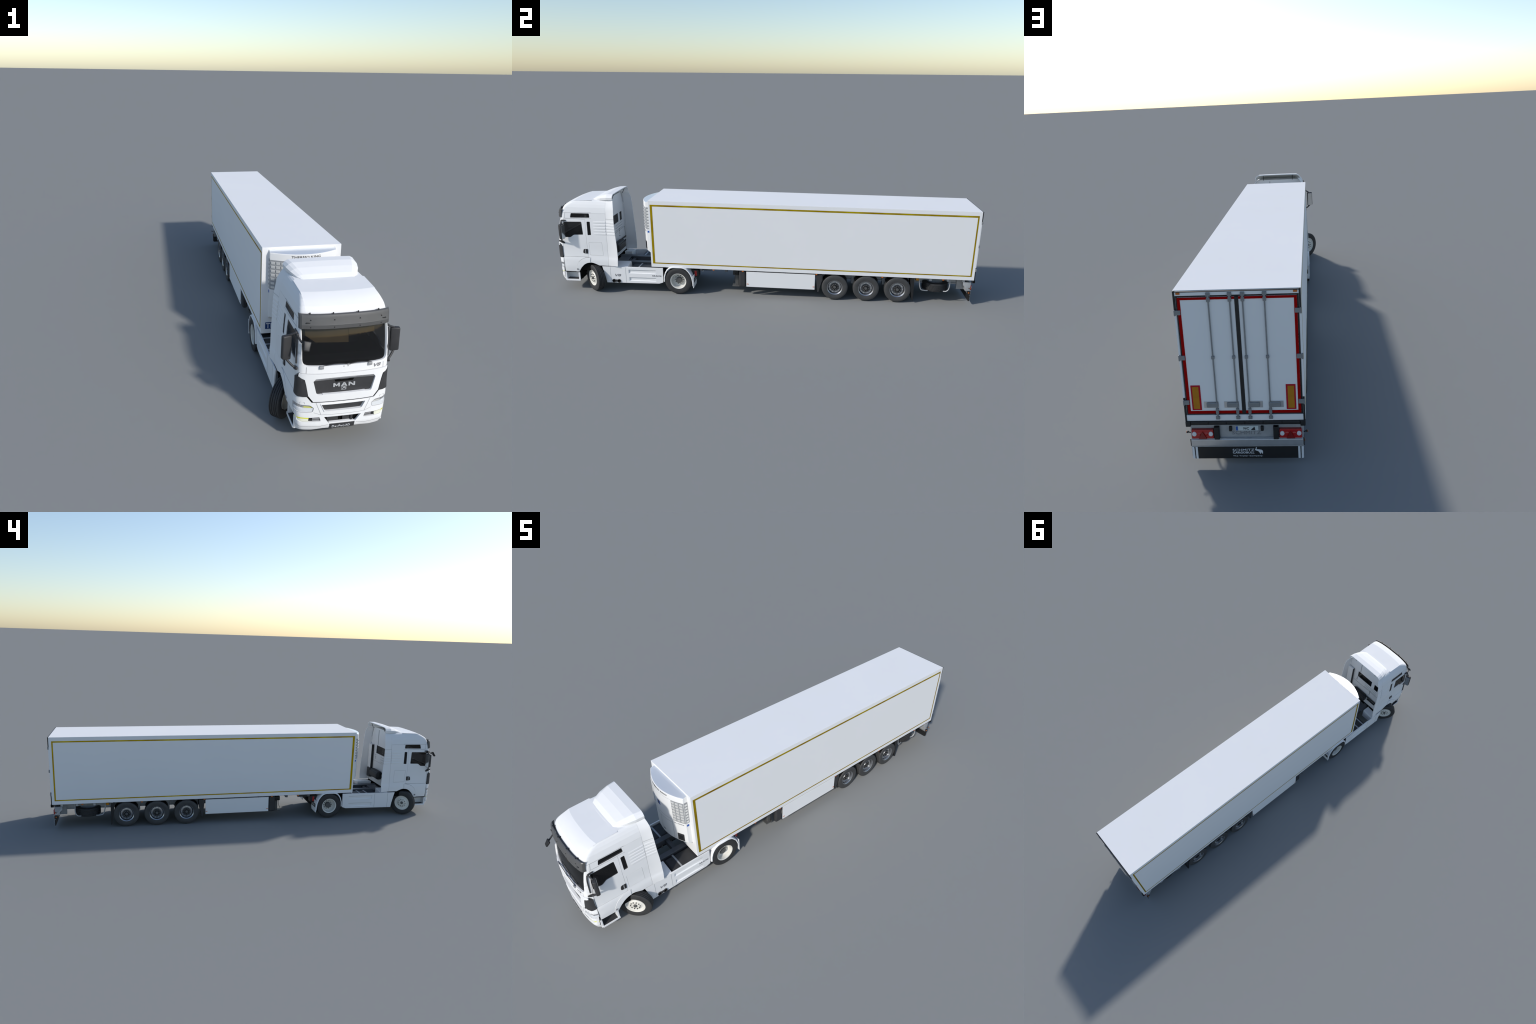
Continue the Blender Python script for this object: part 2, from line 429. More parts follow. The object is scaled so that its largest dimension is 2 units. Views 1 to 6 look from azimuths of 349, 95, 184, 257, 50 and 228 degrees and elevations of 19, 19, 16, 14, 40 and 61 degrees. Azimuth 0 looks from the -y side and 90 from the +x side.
# --- doors, lids, windows
for s, fn in ((1, wrap), (-1, wrapm)):
    dr = panel("door", door, 0, -.004, fn, "paint", cab, holes=[dwin], cu=CS, cv=CZ, smooth=28)
    panel("door_window", dwin, -.0012, -.0024, fn, "glass", dr, cu=CS, cv=CZ)
    panel("side_window", swin, -.0008, -.002, fn, "glass", cab, cv=CZ)
    panel("upper_window", uwin, -.0008, -.002, fn, "glass", cab, cv=CZ)
    panel("storage_lid", lid, 0, -.004, fn, "paint", cab, cu=CS, cv=CZ, smooth=28)
    # door jamb behind the gap
    panel("door_seal", grow(door, .004), -.0045, -.006, fn, "void", cab, holes=[grow(dwin, .001)], cu=CS, cv=CZ)
    # window frames, slightly raised lips
    # handle
    h0 = rounded([(uy(-.852, .190), .190), (uy(-.8285, .189), .189), (uy(-.8275, .211), .211), (uy(-.8475, .211), .211)], [.008, .002, .002, .006], 4)
    panel("door_handle", h0, .0022, -.002, fn, "black", dr, cv=CZ, bev=.0006)
    panel("handle_grip", rect(uy(-.8395), uy(-.8360), .1905, .2095), .0040, .0018, fn, "mesh", dr)
    # body crease below the door windows and along the waist
    # ribs on the side wall
    for zr in (.3440, .3300, .3160, .3022, .2882):
        bm = bmesh.new()
        ring = []
        L = frange(uy(-.7915), uy(-.7310), 9)
        for i, u in enumerate(L):
            k = min(1, i / 1.2)
            ring.append([bm.verts.new(fn(u, zr + .0058, .0001)), bm.verts.new(fn(u, zr + .0032, .0011 * k)), bm.verts.new(fn(u, zr - .0030, .0011 * k)), bm.verts.new(fn(u, zr - .0056, .0001))])
        for A, B in zip(ring, ring[1:]):
            for k in range(3): bm.faces.new((A[k], A[k + 1], B[k + 1], B[k]))
        finish("side_rib", bm, "paint", cab, 20)
panel("windscreen", WS, -.0060, -.0073, wrap, "glass", cab, cu=CUfull, cv=CZ)
# things seen through the glass: headliner shelf, dashboard, seats
panel("overhead_shelf", [(-.114, .3720), (-.112, .3420), (-.0850, .3240), (.0100, .3200), (.0100, .3720)], -.010, -.030, wrap, "brown", cab)
panel("headliner_valance", rect(.0110, .0890, .3420, .3720), -.010, -.030, wrap, "brown", cab)
box("dashboard", -.122 + CX, .122 + CX, -.965, -.915, .200, .262, "interior", cab, .01)
for sx in (-.065, .065):
    box("seat", sx - .03 + CX, sx + .03 + CX, -.850, -.815, .20, .335, "interior", cab, .012)
box("cab_floor", -.130 + CX, .130 + CX, -.955, -.738, .195, .200, "interior", cab, .001)

# --- roof hat
def roof_hat():
    zs = [.3870, .3950, .4026, .4120, .4186, .4255, .4312, .4367, .4409, .4445]
    us = [0, .02, .04, .06, .08, .095] + [.110 + .04 * i / 12 for i in range(13)] + [.17, .20, .23, .26, .29,   .315, uy(-.7295)]
    us = [-u for u in us[:0:-1]] + us
    bm = bmesh.new(); rows = []
    for z in zs:
        row = []
        for u in us:
            x, y = section(u, z)
            row.append(bm.verts.new((x + CX, y, z)))
        rows.append(row)
    for A, B in zip(rows, rows[1:]):
        for i in range(len(us) - 1): bm.faces.new((A[i], A[i + 1], B[i + 1], B[i]))
    # roof skin: strips across, slightly crowned
    top = rows[-1]; n = len(us); h = n // 2
    left = [top[h - i] for i in range(h + 1)]; right = [top[h + i] for i in range(h + 1)]
    prev = None
    for i in range(1, h + 1):
        a, b = left[i].co, right[i].co
        row = [left[i]]
        for k in range(1, 8):
            t = k / 8; p = a.lerp(b, t); p.z += .0012 * (1 - (2 * t - 1) ** 2) * min(1, i / 10)
            row.append(bm.verts.new(p))
        row.append(right[i])
        if prev is None:
            bm.faces.new([top[h]] + row)
        else:
            for k in range(8): bm.faces.new((prev[k], prev[k + 1], row[k + 1], row[k]))
        prev = row
    bmesh.ops.remove_doubles(bm, verts=bm.verts[:], dist=1e-6)
    return finish("cab_roof", bm, "paint", ROOT, 6)
roof = roof_hat()

# --- rear wall of the cab
rw = [(-.1365, .131), (.1365, .131), (.1315, .365), (.1255, .405), (.1125, .4350), (.1035, .4436), (-.1035, .4436), (-.1125, .4350), (-.1255, .405), (-.1315, .365)]
def rear(u, v, d): return (u + CX, -.735 + d, v)
rwin1 = rect(-.050, .060, .301, .346); rwin2 = rect(-.102, -.072, .300, .344)
rearw = panel("cab_rear_wall", rw, 0, -.004, rear, "paint", cab, holes=[rwin1, rwin2])
panel("rear_window", rwin1, -.001, -.002, rear, "glass", rearw); panel("rear_window", rwin2, -.001, -.002, rear, "glass", rearw)
panel("rear_roof_rail", rect(.043, .046, .35, .435), .0015, 0, rear, "mesh", rearw)
for z in (.290, .281, .271): box("vent_slot", .062, .066, -.7355, -.7335, z - .002, z + .002, "black", rearw, 0)
for z in (.262, .251, .240, .226): box("vent_slot", -.050, -.046, -.7355, -.7335, z - .002, z + .002, "black", rearw, 0)
for z in (.288, .275, .262): box("wall_swage", .000, -.095, -.7355, -.7340, z, z + .0012, "mesh", rearw, 0)
# intake tower, filter housing, hoses
box("intake_tower", .094 + CX, .1340 + CX, -.7340, -.7210, .205, .345, "paint", rearw, .003)
box("tower_black_edge", .0915 + CX, .0945 + CX, -.7340, -.7205, .205, .343, "black", rearw, .001)
box("intake_bellows", .088 + CX, .128 + CX, -.734, -.715, .152, .207, "dark", rearw, .006)
box("filter_housing", -.040 + CX, .060 + CX, -.733, -.704, .168, .216, "black", rearw, .010)
box("filter_cover", -.036 + CX, .056 + CX, -.708, -.699, .176, .206, "dark", rearw, .006)
tube("air_pipe", [(-.035, -.728, .205), (-.115, -.728, .205)], .0035, "black", rearw)
tube("air_pipe", [(-.045, -.728, .186), (-.105, -.728, .186)], .0045, "black", rearw)

# --- side fairings behind the cab
FR = [(.1305, .1470, -.6825), (.170, .1460, -.680), (.232, .1445, -.6815), (.289, .1430, -.6855), (.361, .1405, -.6888), (.4112, .1314, -.6896), (.430, .1225, -.6925), (.4450, .1125, -.6960)]
def fairing(s):
    zs = [.1305, .150, .163, .168, .172, .180, .195, .205, .22, .25, .28, .30, .32, .34, .355, .3605, .3615, .38, .4, .4112, .42, .43, .4367, .441, .4445]
    def pt(z, t, d):
        x0 = side_w(z, -.73); y0 = -.7292
        x1 = interp([(a, b) for a, b, c in FR], z); y1 = interp([(a, c) for a, b, c in FR], z)
        bul = interp([(.13, .0015), (.163, .0012), (.175, -.0005), (.2, 0), (.5, 0)], z) * t
        x = x0 + (x1 - x0) * t ** 1.3 + bul; y = y0 + (y1 - y0) * t
        return Vector((s * (x - d) + CX, y, z))
    bm = bmesh.new(); T = [0, .2, .4, .6, .8, 1]
    def sheet(d): return [[bm.verts.new(pt(z, t, d)) for t in T] for z in zs]
    O = sheet(0); I = sheet(.003)
    for S in (O, I):
        for A, B in zip(S, S[1:]):
            for k in range(len(T) - 1): bm.faces.new((A[k], A[k + 1], B[k + 1], B[k]))
    for A, B in zip(range(len(zs) - 1), range(1, len(zs))):
        bm.faces.new((O[A][-1], I[A][-1], I[B][-1], O[B][-1])); bm.faces.new((O[A][0], I[A][0], I[B][0], O[B][0]))
    for k in range(len(T) - 1):
        bm.faces.new((O[0][k], I[0][k], I[0][k + 1], O[0][k + 1])); bm.faces.new((O[-1][k], I[-1][k], I[-1][k + 1], O[-1][k + 1]))
    ob = finish("side_fairing", bm, "paint", ROOT, 28)
    for zr in (.3440, .3300, .3160, .3022, .2882):
        bm = bmesh.new(); ring = []
        for t in frange(.02, .99, 7):
            ring.append([bm.verts.new(pt(zr + .0058, t, -.0001)), bm.verts.new(pt(zr + .0032, t, -.0011)), bm.verts.new(pt(zr - .0030, t, -.0011)), bm.verts.new(pt(zr - .0056, t, -.0001))])
        for A, B in zip(ring, ring[1:]):
            for k in range(3): bm.faces.new((A[k], A[k + 1], B[k + 1], B[k]))
        finish("fairing_rib", bm, "paint", ob, 20)
    # seam across
    bm = bmesh.new(); ring = []
    for t in frange(0, 1, 6): ring.append([bm.verts.new(pt(.3618, t, -.0003)), bm.verts.new(pt(.3606, t, -.0003))])
    for A, B in zip(ring, ring[1:]): bm.faces.new((A[0], A[1], B[1], B[0]))
    finish("fairing_seam", bm, "mesh", ob)
    return ob
for s in (1, -1): fairing(s)
# roof and panel joints, laid on the skin as thin grey strips
def seam(name, pts, w, m="mesh", fn=wrap, d=.00035, parent=None):
    """narrow joint strip following the cab skin along a path in (u, z)"""
    bm = bmesh.new(); prev = None
    P = [Vector(p) for p in pts]; Q = []
    for a, b in zip(P, P[1:]):
        n = max(1, int((b - a).length / .006))
        for k in range(n): Q.append(a.lerp(b, k / n))
    Q.append(P[-1])
    for i, p in enumerate(Q):
        t = (Q[min(i + 1, len(Q) - 1)] - Q[max(i - 1, 0)]).normalized(); nrm = Vector((-t.y, t.x))
        a = bm.verts.new(fn(*(p + nrm * w / 2), d)); b = bm.verts.new(fn(*(p - nrm * w / 2), d))
        if prev: bm.faces.new((prev[0], prev[1], b, a))
        prev = (a, b)
    return finish(name, bm, m, parent or cab)
for s, fn in ((1, wrap), (-1, wrapm)):
    seam("roof_joint", [(.1100, .3866), (.145, .3866), (uy(-.924, .3866), .3866), (uy(-.80, .3885), .3885)], .0011, fn=fn)
    seam("pillar_joint", [(uy(-.926, .3860), .3860), (uy(-.9315, .3600), .3600)], .0008, fn=fn)
    seam("gutter_joint", [(uy(-.932, .3600), .3600), (uy(-.80, .3600), .3600)], .0009, fn=fn)
    seam("panel_joint", [(uy(-.8150, .1690), .1690), (uy(-.8175, .1450), .1450)], .0009, fn=fn)

# --- roof air deflector
def deflector():
    prof = [(-.8050, .4435, .0720), (-.7860, .4545, .0820), (-.7570, .4655, .0930), (-.7270, .4732, .1015), (-.6970, .4742, .1060)]
    skirt = [(-.8050, .4432, .0770), (-.7860, .4440, .0930), (-.7570, .4465, .1060), (-.7270, .4470, .1130), (-.6970, .4480, .1155)]
    bm = bmesh.new(); O = []; I = []
    for off, S in ((0, O), (.0028, I)):
        for (y, z, w), (y2, z2, w2) in zip(prof, skirt):
            row = []
            half = [(w2, z2), (w2 + .0012 - (0 if y > -.80 else .001), z2 + (z - z2) * .45), (w + .004, z - (z - z2) * .22), (w - .006, z - .0006), (w * .6, z + .0004), (0, z + .0008)]
            full = [(a, b) for a, b in half] + [(-a, b) for a, b in half[-2::-1]]
            for a, b in full:
                row.append(bm.verts.new((a * (1 - off * 8) + CX, y + off * .3, b - off * (0 if b < z2 + .002 else 1))))
            S.append(row)
    for S in (O, I):
        for A, B in zip(S, S[1:]):
            for k in range(len(A) - 1): bm.faces.new((A[k], A[k + 1], B[k + 1], B[k]))
    n = len(O[0])
    for k in range(n - 1): bm.faces.new((O[-1][k], O[-1][k + 1], I[-1][k + 1], I[-1][k])); bm.faces.new((O[0][k], O[0][k + 1], I[0][k + 1], I[0][k]))
    for i in range(len(O) - 1):
        for k in (0, n - 1): bm.faces.new((O[i][k], O[i + 1][k], I[i + 1][k], I[i][k]))
    ob = finish("roof_deflector", bm, "paint", ROOT, 6)
    for x in (-.075, .075):
        tube("deflector_strut", [(x + CX, -.700, .470), (x + CX, -.712, .444)], .0014, "black", ob)
    return ob
deflector()

# --- sun visor
def visor():
    secs = [(.4055, .000), (.4035, .0035), (.3960, .0068), (.3775, .0095), (.3765, .0100), (.3655, .0100), (.3640, .0085)]
    xs = frange(-.124, .124, 21)
    def yy(x): return -.9622 + .0120 * abs(x / .12) ** 3
    bm = bmesh.new(); rows = []
    def ring(x, sq, dz=0):
        r = []
        for z, o in secs: r.append(bm.verts.new((x + CX, yy(x) - o * sq, z + dz)))
        for z, o in secs[::-1]: r.append(bm.verts.new((x + CX, yy(x) - o * sq + .0022, z + dz)))
        return r
    for x in xs: rows.append(ring(x, 1))
    # return ends
    endL = [bm.verts.new((-.1285 + CX, v.co.y + .0045, v.co.z - .0006)) for v in rows[0]]
    endR = [bm.verts.new((.1285 + CX, v.co.y + .0045, v.co.z - .0006)) for v in rows[-1]]
    endL2 = [bm.verts.new((-.1300 + CX, v.co.y + .0130, v.co.z - .0010)) for v in rows[0]]
    endR2 = [bm.verts.new((.1300 + CX, v.co.y + .0130, v.co.z - .0010)) for v in rows[-1]]
    rows = [endL2, endL] + rows + [endR, endR2]
    n = len(rows[0])
    for A, B in zip(rows, rows[1:]):
        for k in range(n): bm.faces.new((A[k], A[(k + 1) % n], B[(k + 1) % n], B[k]))
    bm.faces.new(rows[0]); bm.faces.new(rows[-1][::-1])
    ob = finish("sun_visor", bm, "visor", ROOT, 20)
    first = None
    for x in (-.098, -.033, .040, .104):
        for z, o in ((.391, .0086), (.370, .0102)):
            bm = lathe_bm([(-.0008, 0), (-.0008, .0014), (.001, .0014)], 10, 'y')
            for v in bm.verts: v.co += Vector((x, yy(x - CX) - o, z))
            finish("visor_bolt", bm, "black", ob)
    for x in (-.102, -.038, .033, .094):
        y = yy(x)
        bm = bmesh.new(); add_box(bm, x + CX - .0016, x + CX + .0016, y - .001, y + .016, .4005, .4030); add_box(bm, x + CX - .0016, x + CX + .0016, y - .0012, y + .0012, .4015, .4095)
        finish("visor_bracket", bm, "black", ob)
    for x in (-.108, .110):
        y = yy(x); box("marker_slot", x + CX - .006, x + CX + .006, y - .0102, y - .0070, .3815, .3840, "black", ob, .0005)
    return ob
visor()

# ================================================================== FRONT: bonnet, grille, bumper
bon = [(-.1275, .2350), (-.1285, .2260), (-.1130, .2180), (-.1030, .1670), (-.0885, .1478), (.0885, .1478), (.1030, .1670), (.1130, .2180), (.1285, .2260), (.1275, .2350)]
grille = rounded([(-.0905, .2125), (-.0840, .2205), (-.045, .2232), (0, .2240), (.045, .2232), (.0840, .2205), (.0905, .2125), (.0800, .1700), (.0635, .1703), (.0630, .1718), (-.0630, .1718), (-.0635, .1703), (-.0800, .1700)][::-1], [.005, 0, 0, 0, 0, .005, 0, 0, 0, 0, 0, 0, 0], 3)
CF = frange(-.12, .12, 25)
bonnet = panel("bonnet", bon, .0022, -.0058, wrap, "paint", holes=[grille], cu=CF, cv=[.16, .175, .19, .205, .22], bev=0)
def flat(u, z, d): return (u + CX, -.9795 - d, z)          # plane of the recessed grille insert
GR = [(-.0925, .2140), (.0925, .2140), (.0815, .1680), (-.0815, .1680)]
panel("front_grille", GR, 0, -.002, flat, "dark", bonnet)
def band_map(u, z, d):
    x, y, zz = wrap(u, z, .0016)
    zl = .2118; k = max(0.0, min(1.0, (z - zl) / .0085))
    return (x, -.9797 + (y + .9797) * k - d, z)
panel("grille_band", [(-.0895, .2126), (-.0145, .2140), (-.0106, .2116), (.0106, .2116), (.0145, .2140), (.0895, .2126), (.0836, .2204), (.045, .2231), (0, .2239), (-.045, .2231), (-.0836, .2204)], .0006, -.0010, band_map, "silver", bonnet, cu=CF, cv=[.214, .217, .220])
panel("grille_handle_recess", [(-.0298, .2130), (-.0258, .2048), (.0246, .2048), (.0304, .2130), (.0140, .2142), (.0106, .2116), (-.0106, .2116), (-.0143, .2142)], .0005, -.001, flat, "void", bonnet, cu=CF)
def front_text(u0, z0, base=.0): return lambda u, v, d: wrap(u0 + u, z0 + v, base + d)
block_letters("maker_letter", "MAN", .0640, .0112, lambda u, v, d: flat(u, .1946 + v, d), "letterlight", bonnet, depth=.0020)
# small square emblem: outline with a diagonal figure
for a in (rect(-.0078, .0072, .1868, .1876), rect(-.0078, .0072, .1772, .1780), rect(-.0078, -.0070, .1772, .1876), rect(.0064, .0072, .1772, .1876),
          [(-.0055, .1790), (-.0040, .1790), (-.0015, .1822), (.0030, .1826), (.0040, .1790), (.0054, .1790), (.0050, .1850), (.0010, .1858), (-.0020, .1845)]):
    panel("emblem_piece", a, .0010, -.0005, flat, "letterlight", bonnet)
lettering("engine_badge", "V8", .0225, .0100, front_text(.0945, .2478, .0002), "letter", cab, bold=.02, depth=.0008, slant=.3)
seam("cowl_joint", [(-.1110, .2370), (-.1105, .2560)], .0009, parent=cab); seam("cowl_joint", [(.1130, .2355), (.1125, .2540)], .0009, parent=cab)
# corner deflectors (dark)
for s, fn in ((1, wrap), (-1, wrapm)):
    c = rounded([(.1035, .1655), (.1305, .1640), (uy(-.9525, .1690), .1690), (uy(-.9535, .2240), .2240), (.1290, .2262), (.1140, .2180)], [.001, .006, .002, .003, .003, .002], 3)
    ob = panel("corner_deflector", c, .0038, -.003, fn, "dark", ROOT, cu=[.104 + .003 * i for i in range(18)], cv=[.18, .19, .2, .21, .22])

# lower side panel under the door (ahead of the wheel), wheel-arch strip, step box
for s, fn in ((1, wrap), (-1, wrapm)):
    arc = [(uy(y, z), z) for y, z in ((-.8960, .0950), (-.8945, .1080), (-.8890, .1250), (-.8790, .1450), (-.8640, .1580), (-.8480, .1660), (-.8300, .1700))]
    low = [(uy(-.9500, .0945), .0945)] + arc + [(uy(-.9510, .1695), .1695)]
    panel("lower_door_panel", low, 0, -.004, fn, "paint", ROOT, cu=CS, cv=CZ, smooth=28)
    inner = [(uy(y, z), z) for y, z in ((-.8786, .0970), (-.8739, .1051), (-.8660, .1170), (-.8520, .1316), (-.8420, .1380), (-.8318, .1422), (-.8250, .1435), (-.8190, .1438))]
    strip = [(a + .0006, b - .0008 if b < .16 else b - .0010) for a, b in arc] + [(uy(-.8190, .1695), .1695)] + inner[::-1] + [(uy(-.8800, .0945), .0945)]
    ob = panel("wheel_arch_strip", strip, .0012, -.004, fn, "paint", ROOT, cu=CS, cv=[.1, .11, .12, .13, .14, .15, .16], smooth=28)
    bm = lathe_bm([(0, 0), (.0015, .002), (.0020, .0040), (-.002, .0042)], 14, 'x')
    x, y, z = fn(uy(-.8858), .1076, .0012)
    for v in bm.verts: v.co = Vector((x + s * v.co.x, y + v.co.y, z + v.co.z))
    finish("arch_reflector", bm, "letter", ob)
    bw = [wrapm, wrap][s > 0]
    # arch liner (dark, around the wheel) and step
    bm = bmesh.new(); path = [(-.8790, .050), (-.8786, .0970), (-.8739, .1051), (-.8660, .1170), (-.8520, .1316), (-.8318, .1422), (-.8125, .1440), (-.7940, .1388), (-.7757, .1306), (-.7560, .1250), (-.7500, .0850), (-.7470, .0460)]
    prev = None
    for (y, z) in path:
        a = bm.verts.new((s * (.134 if z > .05 or y < -.8 else .141) + CX, y, z)); b = bm.verts.new((s * .060 + CX, y, z))
        if prev: bm.faces.new((prev[0], prev[1], b, a))
        prev = (a, b)
    r = bmesh.ops.solidify(bm, geom=bm.faces[:], thickness=.003)
    finish("wheel_arch_liner", bm, "black", ROOT)
    x0, x1 = sorted((s * .100 + CX, s * .1345 + CX))
    st = box("step_well", *sorted((s * .098 + CX, s * .106 + CX)), -.951, -.880, .046, .096, "paint", ROOT, .001)
    box("step_end", x0, x1, -.8885, -.8800, .046, .0905, "paint", st, .001)
    box("step_end", x0, x1, -.9545, -.9470, .046, .0905, "paint", st, .001)
    box("step_tread", x0, x1, -.9475, -.8880, .0480, .0530, "dark", st, .001)
    box("step_lip", *sorted((s * .1345 + CX, s * .1370 + CX)), -.9500, -.8800, .0450, .0535, "paint", st, .0006)
    box("step_head", x0, x1, -.9500, -.8800, .0895, .0935, "void", st, .0)

# bumper
lg = [(-.0665, .1375), (.0630, .1380), (.0530, .1168), (-.0560, .1163)]
lg = rounded([(-.0650, .1378), (-.0540, .1165), (.0540, .1165), (.0650, .1378)], .0025, 2)
hl = [(.0870, .1365), (.0915, .1250), (.0870, .1150), (.1180, .1120), (.1315, .1180), (.1360, .1400), (.1300, .1400), (.1150, .1372)]
hl = rounded([(.0860, .1270), (.0960, .1355), (.1150, .1365), (.1390, .1405), (.1390, .1180), (.1200, .1120), (.0880, .1145)], [.002, .004, .004, .002, .006, .008, .004], 3)
fog = rounded([(.0665, .0938), (.0690, .0962), (.0965, .0945), (.1300, .0950), (.1290, .0840), (.1180, .0800), (.0960, .0800), (.0640, .0820)], .002, 2)
ra = [(-.0560, .0955), (.0560, .0955), (.0395, .0735), (-.0395, .0735)]
pl = rect(-.0375, .0375, .0560, .0716)
bo = [(-uy(-.9520, .1640), .1640), (-.1310, .1636), (-.1085, .1650), (-.0925, .1445), (.0925, .1445), (.1085, .1650), (.1310, .1636), (uy(-.9520, .1640), .1640), (uy(-.9520, .0450), .0450), (.1200, .0500), (.0880, .0505), (.0560, .0560), (-.0560, .0560), (-.0880, .0505), (-.1200, .0500), (-uy(-.9520, .0450), .0450)]
mirror = lambda P: [(-a, b) for a, b in P]
CB = sorted(set([round(s * (.110 + .003 * i), 4) for i in range(14) for s in (1, -1)] + [round(-.10 + .01 * i, 4) for i in range(21)]))
bumper = panel("front_bumper", bo, .0015, -.004, wrap, "paint", ROOT, holes=[lg, hl, mirror(hl), fog, mirror(fog), ra], cu=CB, cv=[.065, .074, .08, .09, .1, .11, .12, .13, .14, .15], smooth=28)
panel("lower_grille", rect(-.068, .068, .114, .140), -.0042, -.006, wrap, "dark", bumper, cu=CF)
panel("lower_grille_frame", rounded([(-.0670, .1398), (-.0555, .1145), (.0555, .1145), (.0670, .1398)], .002, 2), .0035, .0010, wrap, "paint", bumper, holes=[lg], cu=CF)
panel("radiator_opening", rect(-.058, .058, .072, .097), -.010, -.012, wrap, "void", bumper, cu=CF)
for x0, x1 in ((-.041, -.011), (.0025, .0250)): panel("radiator_panel", rect(x0, x1, .0770, .0945), -.005, -.008, wrap, "dark", bumper, cu=CF)
for x0, x1 in ((-.0455, -.0400), (.0255, .0315)): panel("tow_post", rect(x0, x1, .0725, .0950), -.001, -.008, wrap, "dark", bumper)
panel("radiator_lip", rect(-.040, .034, .0735, .0765), .0016, -.006, wrap, "paint", bumper, cu=CF)
panel("name_board", pl, .0035, -.002, wrap, "dark", bumper, cu=CF)
lettering("board_lettering", "DevPoly3D", .0545, .0085, front_text(-.003, .0625, .0034), "whiteink", bumper, depth=.0006)
for s, fn in ((1, wrap), (-1, wrapm)):
    hlo = panel("headlamp", grow(hl, .0006), -.0035, -.005, fn, "lens", bumper, cu=CB)
    panel("headlamp_bezel", [(.0870, .1290), (.0960, .1356), (.1150, .1366), (.1388, .1404), (.1388, .1300), (.1270, .1272), (.1150, .1270)], -.0012, -.0036, fn, "silver", hlo, cu=CB)
    panel("headlamp_reflector", rounded([(.1150, .1290), (.1150, .1345), (.1270, .1360), (.1290, .1300)], .001, 2), -.0004, -.0014, fn, "chrome", hlo, cu=CB)
    panel("headlamp_strip", [(.0900, .1278), (.0905, .1298), (.1130, .1300), (.1130, .1282)], -.0004, -.0014, fn, "yellow" if s < 0 else "lens", hlo, cu=CB)
    panel("headlamp_base", [(.0890, .1150), (.0872, .1262), (.1150, .1262), (.1388, .1290), (.1388, .1185), (.1205, .1124)], .0006, -.0036, fn, "lampwhite", hlo, cu=CB)
    fo = panel("lamp_bay", grow(fog, .0006), -.004, -.006, fn, "black", bumper, cu=CB)
    panel("indicator_lens", rounded([(.0995, .0810), (.1270, .0815), (.1295, .0845), (.1300, .0915), (.0985, .0915)], .002, 2), .0004, -.005, fn, "paleyellow", fo, cu=CB)
    panel("indicator_bar", [(.0985, .0908), (.1298, .0912), (.1300, .0946), (.0980, .0942)] if s < 0 else [(.1200, .0900), (.1298, .0905), (.1300, .0946), (.1240, .0944)], .0010, -.005, fn, "yellow", fo, cu=CB)
    for z in (.0842, .0905): panel("fog_bar", [(.0665, z), (.0880, z), (.0880, z + .0025), (.0670, z + .0025)], .0008, -.004, fn, "silver", fo)
    panel("side_repeater", rect(.1345, .1365, .0925, .0945), .0024, .0010, fn, "yellow", bumper)
    # washer flap outline, bumper joints
    seam("headlamp_joint", hl + hl[:1], .0009, "letter", fn, .0019, bumper)
    seam("washer_flap_joint", [(.1215, .1410), (.1210, .1462), (.1115, .1458), (.1110, .1400)], .0007, "letter", fn, .0019, bumper)
    seam("bumper_joint", [(.0805, .1452), (.0640, .1040), (.0300, .1032), (0, .1030)], .0008, "letter", fn, .0019, bumper)
    seam("bumper_joint", [(.0640, .1040), (.0850, .1120)], .0007, "letter", fn, .0019, bumper)
    seam("spoiler_joint", [(.0420, .0690), (.0610, .0665), (.0640, .0652), (.0890, .0650), (.1200, .0655), (.1400, .0705)], .0008, "letter", fn, .0019, bumper)
# black shut line between bonnet and bumper
panel("bonnet_gap", [(-.1115, .1690), (-.0945, .1420), (.0945, .1420), (.1115, .1690), (.098, .1690), (.0865, .1500), (-.0865, .1500), (-.098, .1690)], .0005, -.005, wrap, "void", bumper, cu=CF)
# wipers
for x in (-.0700, .0700):
    ob = panel("wiper_base", rounded(rect(x - .0058, x + .0058, .2520, .2605), .001, 2), .0050, 0, wrap, "silver", cab, bev=.0006)
for x0, x1 in ((-.066, .012), (.074, .004)):
    tube("wiper_arm", [wrap(x0 + (x1 - x0) * t, .2600 + .004 * math.sin(pi * t), .0012) for t in frange(0, 1, 8)], .0011, "dark", cab)
for x in (-.006, .006): panel("washer_jet", rect(x - .0014, x + .0014, .2545, .2565), .0014, 0, wrap, "silver", cab)

